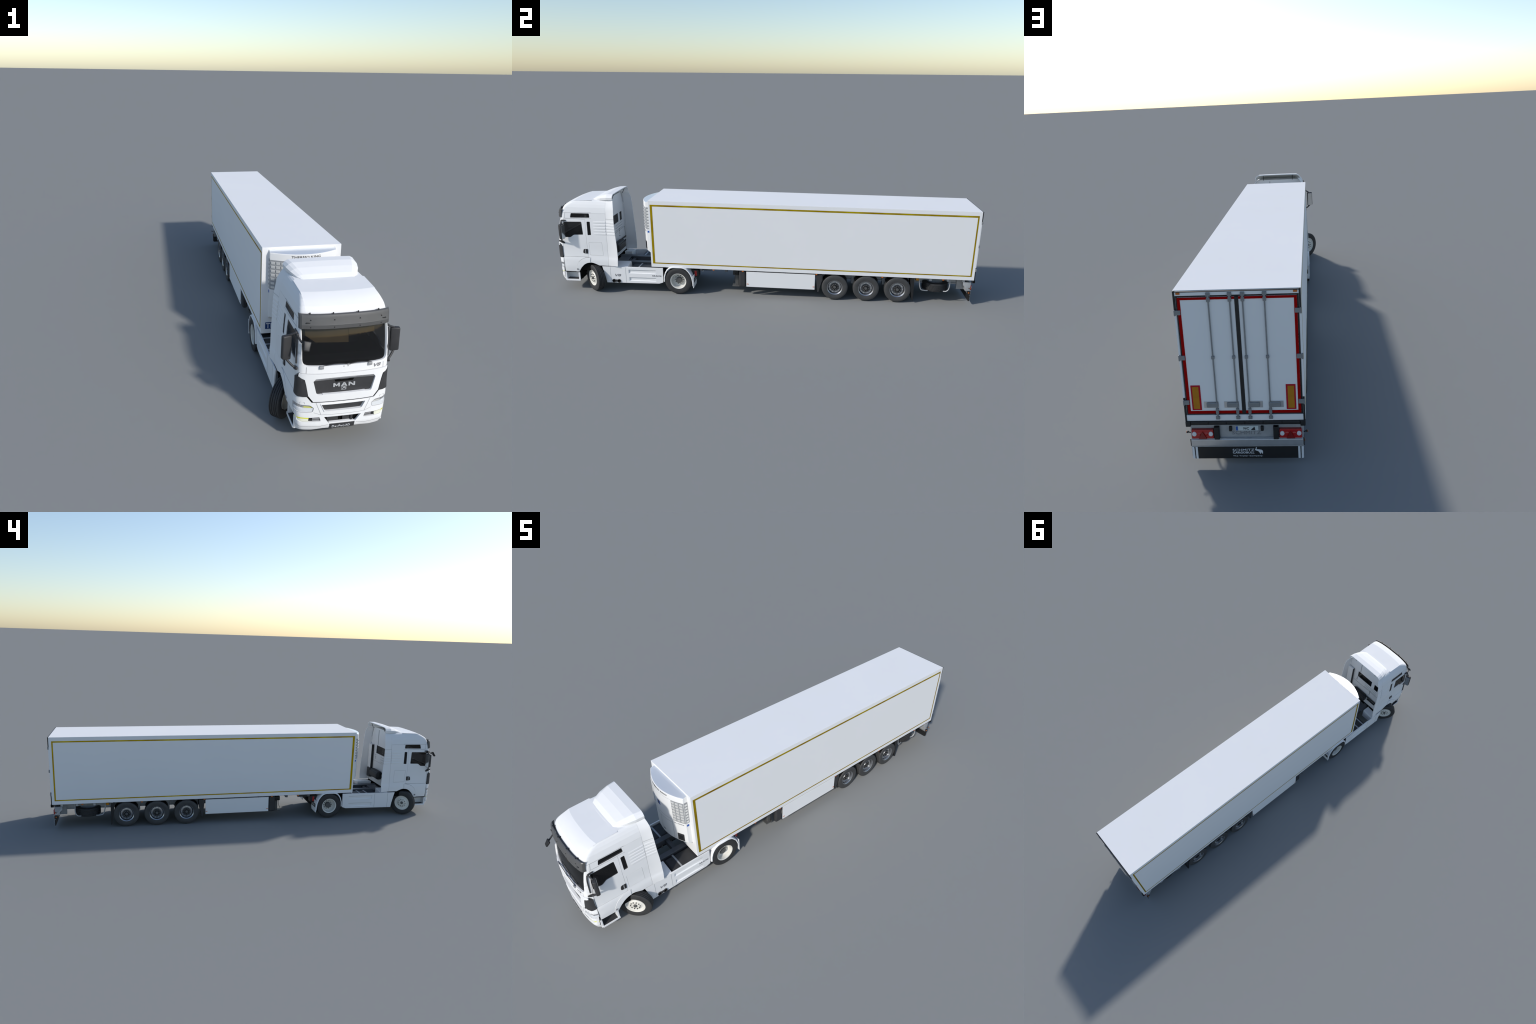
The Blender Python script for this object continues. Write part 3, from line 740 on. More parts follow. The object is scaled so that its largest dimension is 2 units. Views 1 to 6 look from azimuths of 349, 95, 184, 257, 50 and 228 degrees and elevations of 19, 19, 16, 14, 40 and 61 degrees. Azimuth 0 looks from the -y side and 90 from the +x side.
# ------------------------------------------------------------------ mirrors
def wing_mirror(s):
    bm = bmesh.new(); add_box(bm, .1455, .1735, -.9420, -.9270, .2630, .3385)
    for v in bm.verts:
        if v.co.z < .3: v.co.x += .001 if v.co.x > .16 else .002
        if v.co.x > .16 and v.co.z < .3: v.co.z += .004
    bevel(bm, .0045, 3)
    piv = Vector((.150, -.935, .3)); R = Matrix.Rotation(math.radians(-14), 3, 'Z')
    for v in bm.verts:
        v.co = piv + R @ (v.co - piv); v.co.x = s * v.co.x + CX
    ob = finish("wing_mirror", bm, "dark", ROOT, 40)
    bm = bmesh.new(); add_box(bm, .1480, .1710, -.9272, -.9262, .2675, .3335)
    bevel(bm, .0003, 1)
    for v in bm.verts:
        v.co = piv + R @ (v.co - piv); v.co.x = s * v.co.x + CX
    finish("mirror_glass", bm, "chrome", ob)
    def q(*p): return (s * p[0] + CX, p[1], p[2])
    tube("mirror_arm", smooth_path([q(.1325, -.925, .3490), q(.1345, -.944, .3490), q(.1400, -.944, .3460), q(.1550, -.938, .3380)]), .0030, "dark", ob)
    tube("mirror_arm", smooth_path([q(.1335, -.948, .3450), q(.1345, -.953, .3200), q(.1350, -.9555, .2600)]), .0022, "dark", ob)
    tube("mirror_arm", smooth_path([q(.1340, -.955, .2440), q(.1440, -.950, .2500), q(.1560, -.942, .2620), q(.160, -.938, .268)]), .0034, "dark", ob)
    bm = lathe_bm([(-.016, 0), (-.014, .004), (-.004, .0062), (.006, .0062), (.013, .004), (.015, 0)], 14, 'y')
    for v in bm.verts: v.co = Vector(q(.1360 + v.co.x * .7, -.952 + v.co.y, .2440 + v.co.z + v.co.y * -.35))
    finish("mirror_foot", bm, "dark", ob, 60)
    return ob
wing_mirror(1); wl = wing_mirror(-1)
# ramp mirror on the kerb side
head = bmesh.new(); add_box(head, -.0120, .0120, -.0040, .0035, -.0140, .0140)
for v in head.verts:
    if v.co.z < 0: v.co.x *= .72
bevel(head, .0035, 3)
R = Matrix.Rotation(math.radians(-30), 3, 'X') @ Matrix.Rotation(math.radians(14), 3, 'Y')
for v in head.verts: v.co = Vector((-.1135, -.9885, .3275)) + R @ v.co
fm = finish("ramp_mirror", head, "black", ROOT, 50)
tube("ramp_mirror_arm", smooth_path([(-.1310, -.940, .3430), (-.1290, -.957, .3400), (-.1240, -.972, .3330), (-.1190, -.979, .3320), (-.1140, -.984, .3320)]), .0030, "dark", fm)
box("ramp_mirror_bracket", -.1340, -.1260, -.955, -.935, .338, .348, "dark", fm, .002)

# ================================================================== TRACTOR CHASSIS
def xside(s, xo): return lambda u, v, d: (s * (xo + d), u, v)
def wedge(s):
    # light wedge cover behind the cab
    bm = bmesh.new(); add_box(bm, s * .072, s * .1385, -.722, -.640 if s > 0 else -.685, .085, .1340)
    for v in bm.verts:
        if v.co.z > .12 and abs(v.co.x) > .1: v.co.z -= .009
        if v.co.z < .12: v.co.y += .004 if v.co.y > -.7 else 0
    bevel(bm, .002); finish("deck_cover", bm, "paint", ROOT)
for s in (1, -1):
    out = [(-.7629, .1262), (-.7560, .1000), (-.7490, .0700), (-.7445, .0442), (-.4855, .0478), (-.4660, .0545), (-.4645, .1278), (-.6480, .1262), (-.6850, .1248), (-.7100, .1265)]
    ch1 = rect(-.6338, -.5000, .0955, .1142)
    ch2 = rect(-.6320, -.5000, .0570, .0757)
    pipes = [(-.7090, .0550), (-.6835, .0550)]
    holes = [ch1, ch2]
    sk = panel("chassis_skirt", out, 0, -.004, xside(s, .1435), "paint", ROOT, holes=holes)
    for ch in (ch1, ch2):
        # channel floor: deep at the front, running out to flush at the rear
        bm = bmesh.new(); ya, yb, za, zb = ch[0][0], ch[1][0], ch[0][1], ch[2][1]
        rows = []
        for y, dd in ((ya, .0), (ya + .001, .0040), (-.5350, .0040), (yb, .0)):
            rows.append([bm.verts.new((s * x, y, z)) for x, z in ((.1434, zb), (.1434 - dd, zb - .003), (.1434 - dd, za + .003), (.1434, za))])
        for A, B in zip(rows, rows[1:]):
            for k in range(3): bm.faces.new((A[k], A[k + 1], B[k + 1], B[k]))
        finish("skirt_channel", bm, "paint", sk, 20)
    box("skirt_joint", *sorted((s * .1433, s * .1438)), -.6487, -.6477, .0475, .1258, "mesh", sk, 0)
    box("skirt_joint", *sorted((s * .1433, s * .1438)), -.7240, -.7230, .0450, .1235, "mesh", sk, 0)
    # top ledge of the skirt
    box("skirt_ledge", *sorted((s * .1375, s * .1425)), -.6500, -.4650, .1245, .1272, "paint", sk, .001)
    if s > 0:
        for y, z in pipes:
            bm = lathe_bm([(-.02, .0082), (.0035, .0088), (.0040, .0080), (.0030, .0070), (-.02, .0068)], 20, 'x')
            for v in bm.verts: v.co = Vector((.1435 + v.co.x, y + v.co.y, z + v.co.z))
            finish("exhaust_pipe", bm, "dark", sk, 40)
            bm = lathe_bm([(.0012, 0), (.0012, .0072)], 20, 'x')
            for v in bm.verts: v.co = Vector((.1435 + v.co.x, y + v.co.y, z + v.co.z))
            finish("exhaust_mouth", bm, "void", sk)
        box("exhaust_bracket", .139, .1455, -.7030, -.6890, .049, .061, "dark", sk, .001)
        lettering("engine_badge", "V8", .0300, .0125, lambda u, v, d: (.1436 + d, -.6870 + u, .0840 + v), "letter", sk, bold=.02, slant=.3)
        block_letters("maker_letter", "MAN", .0430, .0066, lambda u, v, d: (.1436 + d, -.4960 + u, .0872 + v), "letter", sk)
    wedge(s)
    # tank with strap(s)
    tk = box("fuel_tank", *sorted((s * .058, s * .1380)), -.632, -.4700, .052, .1190, "dark", ROOT, .010, seg=4)
    for y in ((-.5900,) if s > 0 else (-.6150, -.5750, -.5300)):
        box("tank_strap", *sorted((s * .0575, s * .1390)), y - .004, y + .004, .0515, .1202, "galv", tk, .002)
    # frame rail
    fr = box("frame_rail", *sorted((s * .036, s * .050)), -.735, -.245, .090, .1220, "chassis", ROOT, .002)
    box("rail_flange", *sorted((s * .030, s * .054)), -.735, -.42, .1212, .1245, "chassis", fr, .001)
for y in (-.70, -.655, -.560, -.44, -.30, -.255):
    box("cross_member", -.037, .037, y - .008, y + .008, .092, .116, "chassis", ROOT, .001)
box("gearbox", -.028, .028, -.735, -.665, .060, .118, "black", ROOT, .008)
box("deck_plate", -.060, .060, -.7280, -.6750, .1180, .1230, "chassis", ROOT, .002)
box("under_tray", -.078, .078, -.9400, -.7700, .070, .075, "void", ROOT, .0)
box("engine_block", -.050, .050, -.9300, -.7400, .075, .190, "black", ROOT, .01)
# fifth wheel
bm = lathe_bm([(.0, .058), (.004, .060), (.007, .056), (.007, 0)], 32, 'z')
for v in bm.verts: v.co += Vector((0, -.391, .1235))
fw = finish("fifth_wheel", bm, "black", ROOT)
box("fifth_wheel_mount", -.045, .045, -.42, -.36, .10, .1235, "black", fw, .002)

# rear fenders
FP = [(-.4590, .0610), (-.4575, .0850), (-.4510, .1060), (-.4440, .1175), (-.4350, .1270), (-.4250, .1325), (-.4139, .1348), (-.3729, .1348), (-.3620, .1325), (-.3509, .1270), (-.3400, .1160), (-.3300, .1020), (-.3225, .0810), (-.3190, .0600), (-.3180, .0430)]
for s in (1, -1):
    bm = bmesh.new(); prof = []
    for i, (y, z) in enumerate(FP):
        a = Vector(FP[max(i - 1, 0)]); b = Vector(FP[min(i + 1, len(FP) - 1)]); t = (b - a).normalized(); n = Vector((-t.y, t.x))
        row = []
        for x, o in ((.148, -.0030), (.149, -.0005), (.1475, .0020), (.143, .0034), (.078, .0034), (.078, .0010), (.144, .0008)):
            row.append(bm.verts.new((s * x, y + n.x * o, z + n.y * o)))
        prof.append(row)
    for A, B in zip(prof, prof[1:]):
        for k in range(7): bm.faces.new((A[k], A[(k + 1) % 7], B[(k + 1) % 7], B[k]))
    bm.faces.new(prof[0]); bm.faces.new(prof[-1])
    fd = finish("rear_fender", bm, "paint", ROOT, 40)
    fl = box("mud_flap", *sorted((s * .080, s * .1480)), -.3185, -.3155, .0330, .0960, "paint", ROOT, .0005)
    box("mud_flap_band", *sorted((s * .083, s * .1420)), -.3158, -.3148, .0580, .0780, "dark", fl, 0)
    block_letters("maker_letter", "MAN", .036, .0085, (lambda s: lambda u, v, d: (s * .110 - u, -.3147 + d, .068 + v))(s), "letterlight", fl)
    tl = box("tail_lamp_block", *sorted((s * .078, s * .118)), -.330, -.2950, .0800, .1180, "black", ROOT, .003)
    box("tail_lamp", *sorted((s * .106, s * .1190)), -.3160, -.3050, .0860, .1120, "lampred", tl, .001)
# ================================================================== WHEELS
def ring_parts(bm, n, rad, size, x0, x1, phase=0):
    for i in range(n):
        a = 2 * pi * (i + phase) / n
        c = bmesh.ops.create_cone(bm, cap_ends=True, segments=8, radius1=size, radius2=size * .85, depth=abs(x1 - x0))
        for v in c["verts"]:
            p = v.co.copy(); v.co = Vector((x0 + (x1 - x0) * .5 + p.z * (1 if x1 > x0 else -1), rad * math.cos(a) + p.x, rad * math.sin(a) + p.y))

def tyre_mesh(R, hw, rimr, grooves, shoulder=.006):
    p = []
    # tread from one shoulder to the other with circumferential grooves
    prof = [(-hw * .78, rimr - .001), (-hw * .90, rimr + .0015), (-hw * .97, rimr + (R - rimr) * .30), (-hw, rimr + (R - rimr) * .52), (-hw * .985, rimr + (R - rimr) * .72), (-hw * .95, R - shoulder * .75), (-hw * .90, R - shoulder * .30), (-hw * .82, R - .0005)]
    for g in grooves:
        prof += [(g * hw - .0010, R), (g * hw - .0008, R - .0026), (g * hw + .0008, R - .0026), (g * hw + .0010, R)]
    prof += [(-a, b) for a, b in prof[7::-1]]
    return lathe_bm(prof, 72, 'x')

def wheel(name, loc, s, R, hw, kind, steer=0.0, grooves=(-.6, -.22, .22, .6), rub="rubber"):
    """s=+1: outer face towards +x"""
    e = D.objects.new(name, None); e.empty_display_size = .05
    place(e, loc, ROOT)
    base = {"front": .0375, "rear": .0375, "trailer": .0350}[kind]
    def add(nm, bm, m, ang=35):
        bmesh.ops.recalc_face_normals(bm, faces=bm.faces[:])
        me = D.meshes.new(nm); bm.to_mesh(me); bm.free(); me.materials.append(M[m])
        me.polygons.foreach_set("use_smooth", [True] * len(me.polygons)); me.set_sharp_from_angle(angle=math.radians(ang))
        o = D.objects.new(nm, me); COL.objects.link(o); o.parent = e
        return o
    if (kind, R) in CACHE:
        for nm, me in CACHE[(kind, R)]:
            o = D.objects.new(nm, me); COL.objects.link(o); o.parent = e
    else:
        L = []
        L.append(add("tyre", tyre_mesh(R, hw, base, grooves), rub, 28))
        # sidewall ring
        if kind == "front":
            L.append(add("rim", lathe_bm([(-hw * .9, base - .002), (-.004, base - .0035), (.004, base - .0035), (hw * .80, base - .0025), (hw * .92, base + .0015), (hw * .84, base + .0022), (hw * .70, base - .0015), (hw * .70, base - .003), (.0115, .0300), (.0105, .0265), (.0120, .0250), (.0135, .0225), (.0140, .012), (.0140, 0)], 56), "rimwhite", 30))
            bm = bmesh.new(); ring_parts(bm, 10, .0185, .0022, .0125, .0172); L.append(add("wheel_nut", bm, "black"))
            bm = lathe_bm([(.013, .0075), (.0182, .0068), (.0195, .0058), (.0195, 0)], 28); L.append(add("hub_cap", bm, "hubgrey"))
            bm = bmesh.new(); ring_parts(bm, 10, .0283, .0026, .0092, .0116, .5); L.append(add("rim_hole", bm, "lampwhite"))
        elif kind == "rear":
            L.append(add("rim", lathe_bm([(-hw * .9, base - .002), (-hw * .6, base - .004), (-.010, .0330), (hw * .80, base - .0025), (hw * .92, base + .0015), (hw * .84, base + .0022), (hw * .6, base - .002)], 56), "rimwhite", 30))
            L.append(add("rim_disc", lathe_bm([(-.004, .0335), (-.009, .030), (-.0105, .024), (-.0105, 0)], 56), "rimwhite", 30))
            bm = bmesh.new(); ring_parts(bm, 10, .0210, .0020, -.0105, -.0065); L.append(add("wheel_nut", bm, "black"))
            bm = lathe_bm([(-.0105, .0155), (.0020, .0148), (.0030, .0135), (.0030, 0)], 12); L.append(add("hub_cap", bm, "hubgrey"))
            bm = bmesh.new(); ring_parts(bm, 10, .0285, .0022, -.0090, -.0065, .5); L.append(add("rim_hole", bm, "lampwhite"))
        else:
            L.append(add("rim", lathe_bm([(-hw * .9, base - .002), (-hw * .6, base - .004), (.000, .0315), (hw * .80, base - .0025), (hw * .93, base + .0012), (hw * .84, base + .0020), (hw * .5, base - .003), (-.002, .0315), (.0075, .0290), (.0085, .0215), (.0060, .0195), (.0060, 0)], 56), "rimsteel", 30))
            bm = bmesh.new(); ring_parts(bm, 10, .0250, .0032, .0060, .0092); L.append(add("rim_hole", bm, "chrome"))
            bm = lathe_bm([(.004, .0185), (.0085, .0180), (.0095, .0165), (.0095, .0100), (.0150, .0092), (.0160, .0075), (.0160, 0)], 32); L.append(add("hub", bm, "black")); bm = lathe_bm([(.0155, .0068), (.0168, .0060), (.0168, 0)], 20); L.append(add("hub_cap", bm, "hubgrey"))
            bm = bmesh.new(); ring_parts(bm, 10, .0135, .0014, .0090, .0125); L.append(add("wheel_nut", bm, "chrome"))
        CACHE[(kind, R)] = [(o.name.split('.')[0], o.data) for o in L]
    e.rotation_euler = (0, 0, (0 if s > 0 else pi) + steer)
    return e
CACHE = {}
STEER = math.radians(-42)
wheel("front_wheel", (.1305, -.8050, .0650), 1, .0650, .0175, "front", STEER)
wheel("front_wheel", (-.1305, -.8215, .0650), -1, .0650, .0175, "front", STEER)
for s in (1, -1):
    wheel("drive_wheel", (s * .1305, -.3910, .0650), s, .0650, .0170, "rear")
    w = wheel("drive_wheel", (s * .0925, -.3910, .0650), s, .0650, .0170, "rear")
    for y in (.3590, .5050, .6512):
        wheel("trailer_wheel", (s * .1205, y, .0612), s, .0612, .0195, "trailer", 0, (-.62, -.3, 0, .3, .62), "rubber2")
def axle(y, z, r=.009, x=.11, name="axle"):
    bm = lathe_bm([(-x, 0), (-x, r), (x, r), (x, 0)], 16, 'x')
    for v in bm.verts: v.co += Vector((0, y, z))
    return finish(name, bm, "black", ROOT)
axle(-.814, .060, .009, .085); axle(-.391, .065, .014, .085, "drive_axle")
bm = bmesh.new(); bmesh.ops.create_uvsphere(bm, u_segments=16, v_segments=10, radius=.030)
for v in bm.verts: v.co += Vector((0, -.391, .066))
finish("differential", bm, "black", ROOT)
for y in (.359, .505, .6512):
    ax = axle(y, .0612, .010, .11)
    for s in (1, -1):
        box("air_bag", *sorted((s * .050, s * .078)), y + .015, y + .045, .062, .100, "black", ax, .008)
        box("trailing_arm", *sorted((s * .056, s * .070)), y - .050, y + .045, .058, .070, "black", ax, .002)
        box("hanger_bracket", *sorted((s * .052, s * .074)), y - .066, y - .040, .060, .108, "galv", ax, .002)

# ================================================================== TRAILER
YF, YR, ZB, ZT, XW = -.5195, .9920, .1328, .4560, .1409
T = tilt
cargo = box("cargo_box", -XW, XW, YF, YR, ZB, ZT, "boxwhite", ROOT, .0005, T)
# gold pinstripe frames on the sides
y0, y1, yr0, yr1 = -.5108, -.5000, .9733, .9797
zt1, zt0, zb1, zb0 = .4378, .4322, .1556, .1502
for s in (1, -1):
    zt0 = .4298 if s > 0 else .4312
    xa, xb = sorted((s * (XW - .0005), s * (XW + .0003)))
    a = box("gold_trim", xa, xb, y0, yr1, zt0, zt1, "gold", cargo, 0, T)
    box("gold_trim", xa, xb, y0, yr1, zb0, zb1, "gold", cargo, 0, T)
    box("gold_trim", xa, xb, y0, y1, zb1, zt0, "gold", cargo, 0, T)
    box("gold_trim", xa, xb, yr0, yr1, zb1, zt0, "gold", cargo, 0, T)
# front sign
bd = box("sign_board", -.1255, -.0830, -.5205, -.5185, .1500, .1755, "navy", cargo, 0)
lettering("sign_lettering", "TIR", .0370, .0190, lambda u, v, d: (-.1042 + u, -.5204 - d, .1627 + v), "whiteink", bd, bold=.01)

# ---------------------------------------------------------------- cooling unit
TKW = .1170
def tky(x): return -.5750 + .0370 * (min(abs(x), TKW) / TKW) ** 2.0
def cooling_unit():
    xs = frange(-TKW, TKW, 33)
    rows = [(.1905, .028), (.1960, .012), (.2060, .001), (.2200, .0), (.4380, .0), (.4415, .0006), (.4428, .0022)]
    bm = bmesh.new(); R = []
    for z, o in rows:
        R.append([bm.verts.new((-TKW + .002 * (o > .01), -.5188, z))] + [bm.verts.new((x * (1 - o * .5), tky(x) + o, z)) for x in xs] + [bm.verts.new((TKW - .002 * (o > .01), -.5188, z))])
    for A, B in zip(R, R[1:]):
        for k in range(len(A) - 1): bm.faces.new((A[k], A[k + 1], B[k + 1], B[k]))
    # sloping top, rising to the box wall
    top = R[-1]; prev = top[1:-1]
    for i, (f, dz) in enumerate(((.25, .0), (.5, .0), (.75, .0), (.92, .0), (1.0, .0015))):
        row = []
        for v in top[1:-1]:
            y = v.co.y + (-.5188 - v.co.y) * f; z = .4428 + (y - v.co.y) * .090 * (.0540 / max(.01, -.5188 - v.co.y)) + dz
            row.append(bm.verts.new((v.co.x, y, z)))
        for k in range(len(row) - 1): bm.faces.new((prev[k], prev[k + 1], row[k + 1], row[k])).material_index = 1
        prev = row
    bm.faces.new([top[0]] + [top[1]] + [prev[0]]); bm.faces.new([top[-1], prev[-1], top[-2]])
    bot = [bm.verts.new(v.co) for v in R[0]]; bm.faces.new(bot)
    bmesh.ops.remove_doubles(bm, verts=bm.verts[:], dist=1e-6)
    ob = finish("cooling_unit", bm, ("unit", "unittop"), ROOT, 30)
    def face(u, v, d):
        e = 1e-4; t = Vector((2 * e, tky(u + e) - tky(u - e), 0)).normalized()
        return (u + t.y * d, tky(u) - t.x * d, v)
    CT = frange(-.115, .115, 24)
    for s in (1, -1):
        fs = (lambda s: lambda u, v, d: (lambda p: (s * p[0], p[1], p[2]))(face(u, v, d)))(s)
        g = panel("louvre_panel", rect(.0670, .1165, .3110, .4180), .0004, -.004, fs, "mesh", ob, cu=CT)
        box("louvre_side", *sorted((s * (TKW - .002), s * (TKW + .0006))), -.5370, -.5215, .3130, .4190, "mesh", g, 0)
        for r in range(7):
            for c in range(3):
                u = .0700 + .0158 * c; v = .3155 + .0146 * r
                bm = prism_bm(rect(u, u + .0115, v, v + .0085), .0002, .0012)
                for w in bm.verts:
                    if w.co.z > .0008 and w.co.y > v + .004: w.co.z = .0034
                mapv(bm, fs); finish("louvre_cell", bm, "ivory", g, None)
            v = .3175 + .0142 * r
            bm = bmesh.new(); add_box(bm, s * TKW, s * (TKW + .0018), -.5345, -.5240, v, v + .0075); finish("louvre_slat", bm, "ivory", g, None)
        # sill under the louvres
        panel("louvre_sill", rect(.0660, .1168, .2960, .3100), .0010, -.004, fs, "unit", ob, cu=CT)
        box("sill_badge", *sorted((s * TKW, s * (TKW + .0010))), -.5350, -.5260, .2960, .3050, "blue", ob, 0)
    lettering("maker_lettering", "THERMO KING", .1010, .0080, lambda u, v, d: face(.0005 + u, .4338 + v, .0003 + d), "ink", ob, depth=.0005)
    lettering("model_lettering", "SL-400e", .0400, .0058, lambda u, v, d: face(.0895 + u, .3025 + v, .0010 + d), "letter", ob, bold=.02, depth=.0005)
    def bface(u, v, d): return face(u + .0190, v - .0020, d)
    bx = panel("unit_badge", rect(-.040, -.018, .3520, .3740), .0008, -.001, bface, "unit", ob)
    for a, m in ((rect(-.0395, -.0330, .3530, .3730), "blue"), (rect(-.0250, -.0185, .3530, .3730), "blue"), ([(-.0335, .3530), (-.0245, .3530), (-.0275, .3630), (-.0245, .3730), (-.0335, .3730), (-.0310, .3630)], "ink")):
        panel("badge_piece", a, .0013, .0004, bface, m, bx)
    def fseam(pts, w=.0011):
        bm = bmesh.new(); prev = None
        P = [Vector(p) for p in pts]; Q = []
        for a, b in zip(P, P[1:]):
            n = max(1, int((b - a).length / .006)); Q += [a.lerp(b, k / n) for k in range(n)]
        Q.append(P[-1])
        for i, p in enumerate(Q):
            t = (Q[min(i + 1, len(Q) - 1)] - Q[max(i - 1, 0)]).normalized(); n = Vector((-t.y, t.x))
            a = bm.verts.new(face(*(p + n * w / 2), .0003)); b = bm.verts.new(face(*(p - n * w / 2), .0003))
            if prev: bm.faces.new((prev[0], prev[1], b, a))
            prev = (a, b)
        finish("unit_joint", bm, "mesh", ob)
    fseam([(-.066, .4190), (.066, .4190)], .0008); fseam([(.0600, .3050), (.0600, .1980)]); fseam([(-.0600, .3050), (-.0600, .1980)])
    fseam([(-.060, .3130), (.060, .3130)]); fseam([(-.060, .2960), (.060, .2960)]); fseam([(-.0100, .2960), (-.0100, .2000)])
    sc = panel("control_panel", rounded(rect(.0770, .1040, .2100, .2480), .003, 3), .0012, -.002, face, "dark", ob, cu=CT)
    panel("control_screen", rect(.0810, .1000, .2140, .2400), .0018, .0008, face, "black", sc, cu=CT)
    panel("latch_plate", rect(-.0020, .0100, .2250, .2290), .0012, -.001, face, "letter", ob, cu=CT)
    return ob
cooling_unit()

# ---------------------------------------------------------------- rear end
def rr(u, v, d): return (-u, .9900 + d, v - .0098)     # u to the right as seen from behind; v in box height at the front
def rbox(name, xa, xb, ya, yb, za, zb, m, parent, bev=.0006):
    x0, x1 = sorted((xa, xb)); k = .0018 if yb > .989 and za > .108 else 0
    return box(name, x0, x1, ya + k, yb + k, za, zb, m, parent, bev)
rf = rbox("rear_header", -.1365, .1365, .9890, .9937, .4345, .4432, "boxwhite", ROOT, .0006)
rbox("top_profile", -.1405, .1405, .9903, .9950, .4428, .4446, "black", rf, .0004)
rbox("rear_sill", -.1365, .1365, .9890, .9935, .1237, .1388, "boxwhite", rf)
rbox("door_seal", -.1355, .1355, .9885, .9910, .1380, .4348, "black", rf)
for s in (1, -1):
    rbox("corner_post", s * .1362, s * .1405, .9890, .9945, .1100, .1840, "black", rf)
    rbox("corner_post", s * .1362, s * .1405, .9890, .9945, .3950, .4462, "black", rf)
    rbox("corner_post", s * .1362, s * .1405, .9890, .9930, .1840, .3950, "boxwhite", rf)
    dx0, dx1 = (.0045, .1318) if s > 0 else (-.1318, -.0035)
    dr = rbox("cargo_door", dx0, dx1, .9895, .9930, .1430, .4304, "boxwhite", ROOT)
    # red reflective border round the leaf
    o = s
    xo = dx1 if s > 0 else dx0
    rbox("red_border", dx0, dx1, .9928, .9936, .4246, .4303, "red", dr, 0)
    rbox("red_border", dx0, dx1, .9928, .9936, .1430, .1500, "red", dr, 0)
    rbox("red_border", xo, xo - s * .0066, .9928, .9936, .1498, .4248, "red", dr, 0)
    # reflector plates
    pb = rbox("reflector_plate", s * .0985, s * .1208, .9928, .9940, .1523, .2161, "plum", dr, .0004)
    rbox("reflector_field", s * .1025, s * .1172, .9936, .9944, .1560, .2124, "amber", pb, 0)
    # hinges
    for z in (.3962, .2868, .1735):
        h = rbox("door_hinge", s * .1265, s * .1385, .9925, .9962, z - .0060, z + .0050, "zinc", dr, .001)
        rbox("hinge_knuckle", s * .1375, s * .1412, .9905, .9965, z - .0080, z + .0060, "zinc", h, .0012)
    rbox("clearance_lamp", s * .1240, s * .1330, .9930, .9952, .4378, .4424, "orange", rf, .0006)
    for x, so in ((s * .0618 + .0005, s), (s * .0142 + .0008, s)):
        rod = tube("lock_rod", [(x, .9978, .4300), (x, .9978, .1400)], .00165, "zinc", dr, 10)
        rbox("rod_keeper", x - .0048, x + .0048, .9930, .9975, .4330, .4412, "zinc", rod, .0008)
        rbox("rod_guide", x - .0038, x + .0038, .9930, .9985, .4200, .4300, "zinc", rod, .001)
        rbox("rod_cam", x - .0022, x + .0022, .9935, .9985, .4280, .4385, "zinc", rod, .0006)
        rbox("rod_clamp", x - .0035, x + .0035, .9928, .9988, .2832, .2902, "zinc", rod, .001)
        rbox("rod_guide", x - .0034, x + .0034, .9930, .9985, .1435, .1570, "zinc", rod, .001)
        rbox("rod_cam", x - .0020, x + .0020, .9935, .9985, .1330, .1450, "zinc", rod, .0006)
        rbox("rod_keeper", x - .0045, x + .0045, .9930, .9975, .1290, .1360, "zinc", rod, .0008)
        hp = rbox("lock_handle_plate", x - so * .0040, x + so * .0305, .9928, .9945, .1580, .1745, "bar", rod, .0006)
        rbox("lock_handle", x - so * .0030, x + so * .0240, .9944, .9982, .1605, .1725, "zinc", hp, .002)
rbox("centre_seal", -.0040, .0050, .9900, .9945, .1435, .4305, "black", rf, .001)
# buffer strip
bf = rbox("rear_buffer", -.1290, .1290, .9860, .9950, .1130, .1232, "black", ROOT, .001)
for i in range(6):
    x = -.129 + .043 * i
    rbox("buffer_block", x + .0008, x + .0422, .9900, .9965, .1140, .1222, "black", bf, .0015)
for s in (1, -1): rbox("buffer_corner", s * .1285, s * .1405, .9830, .9970, .1095, .1240, "black", bf, .0015)
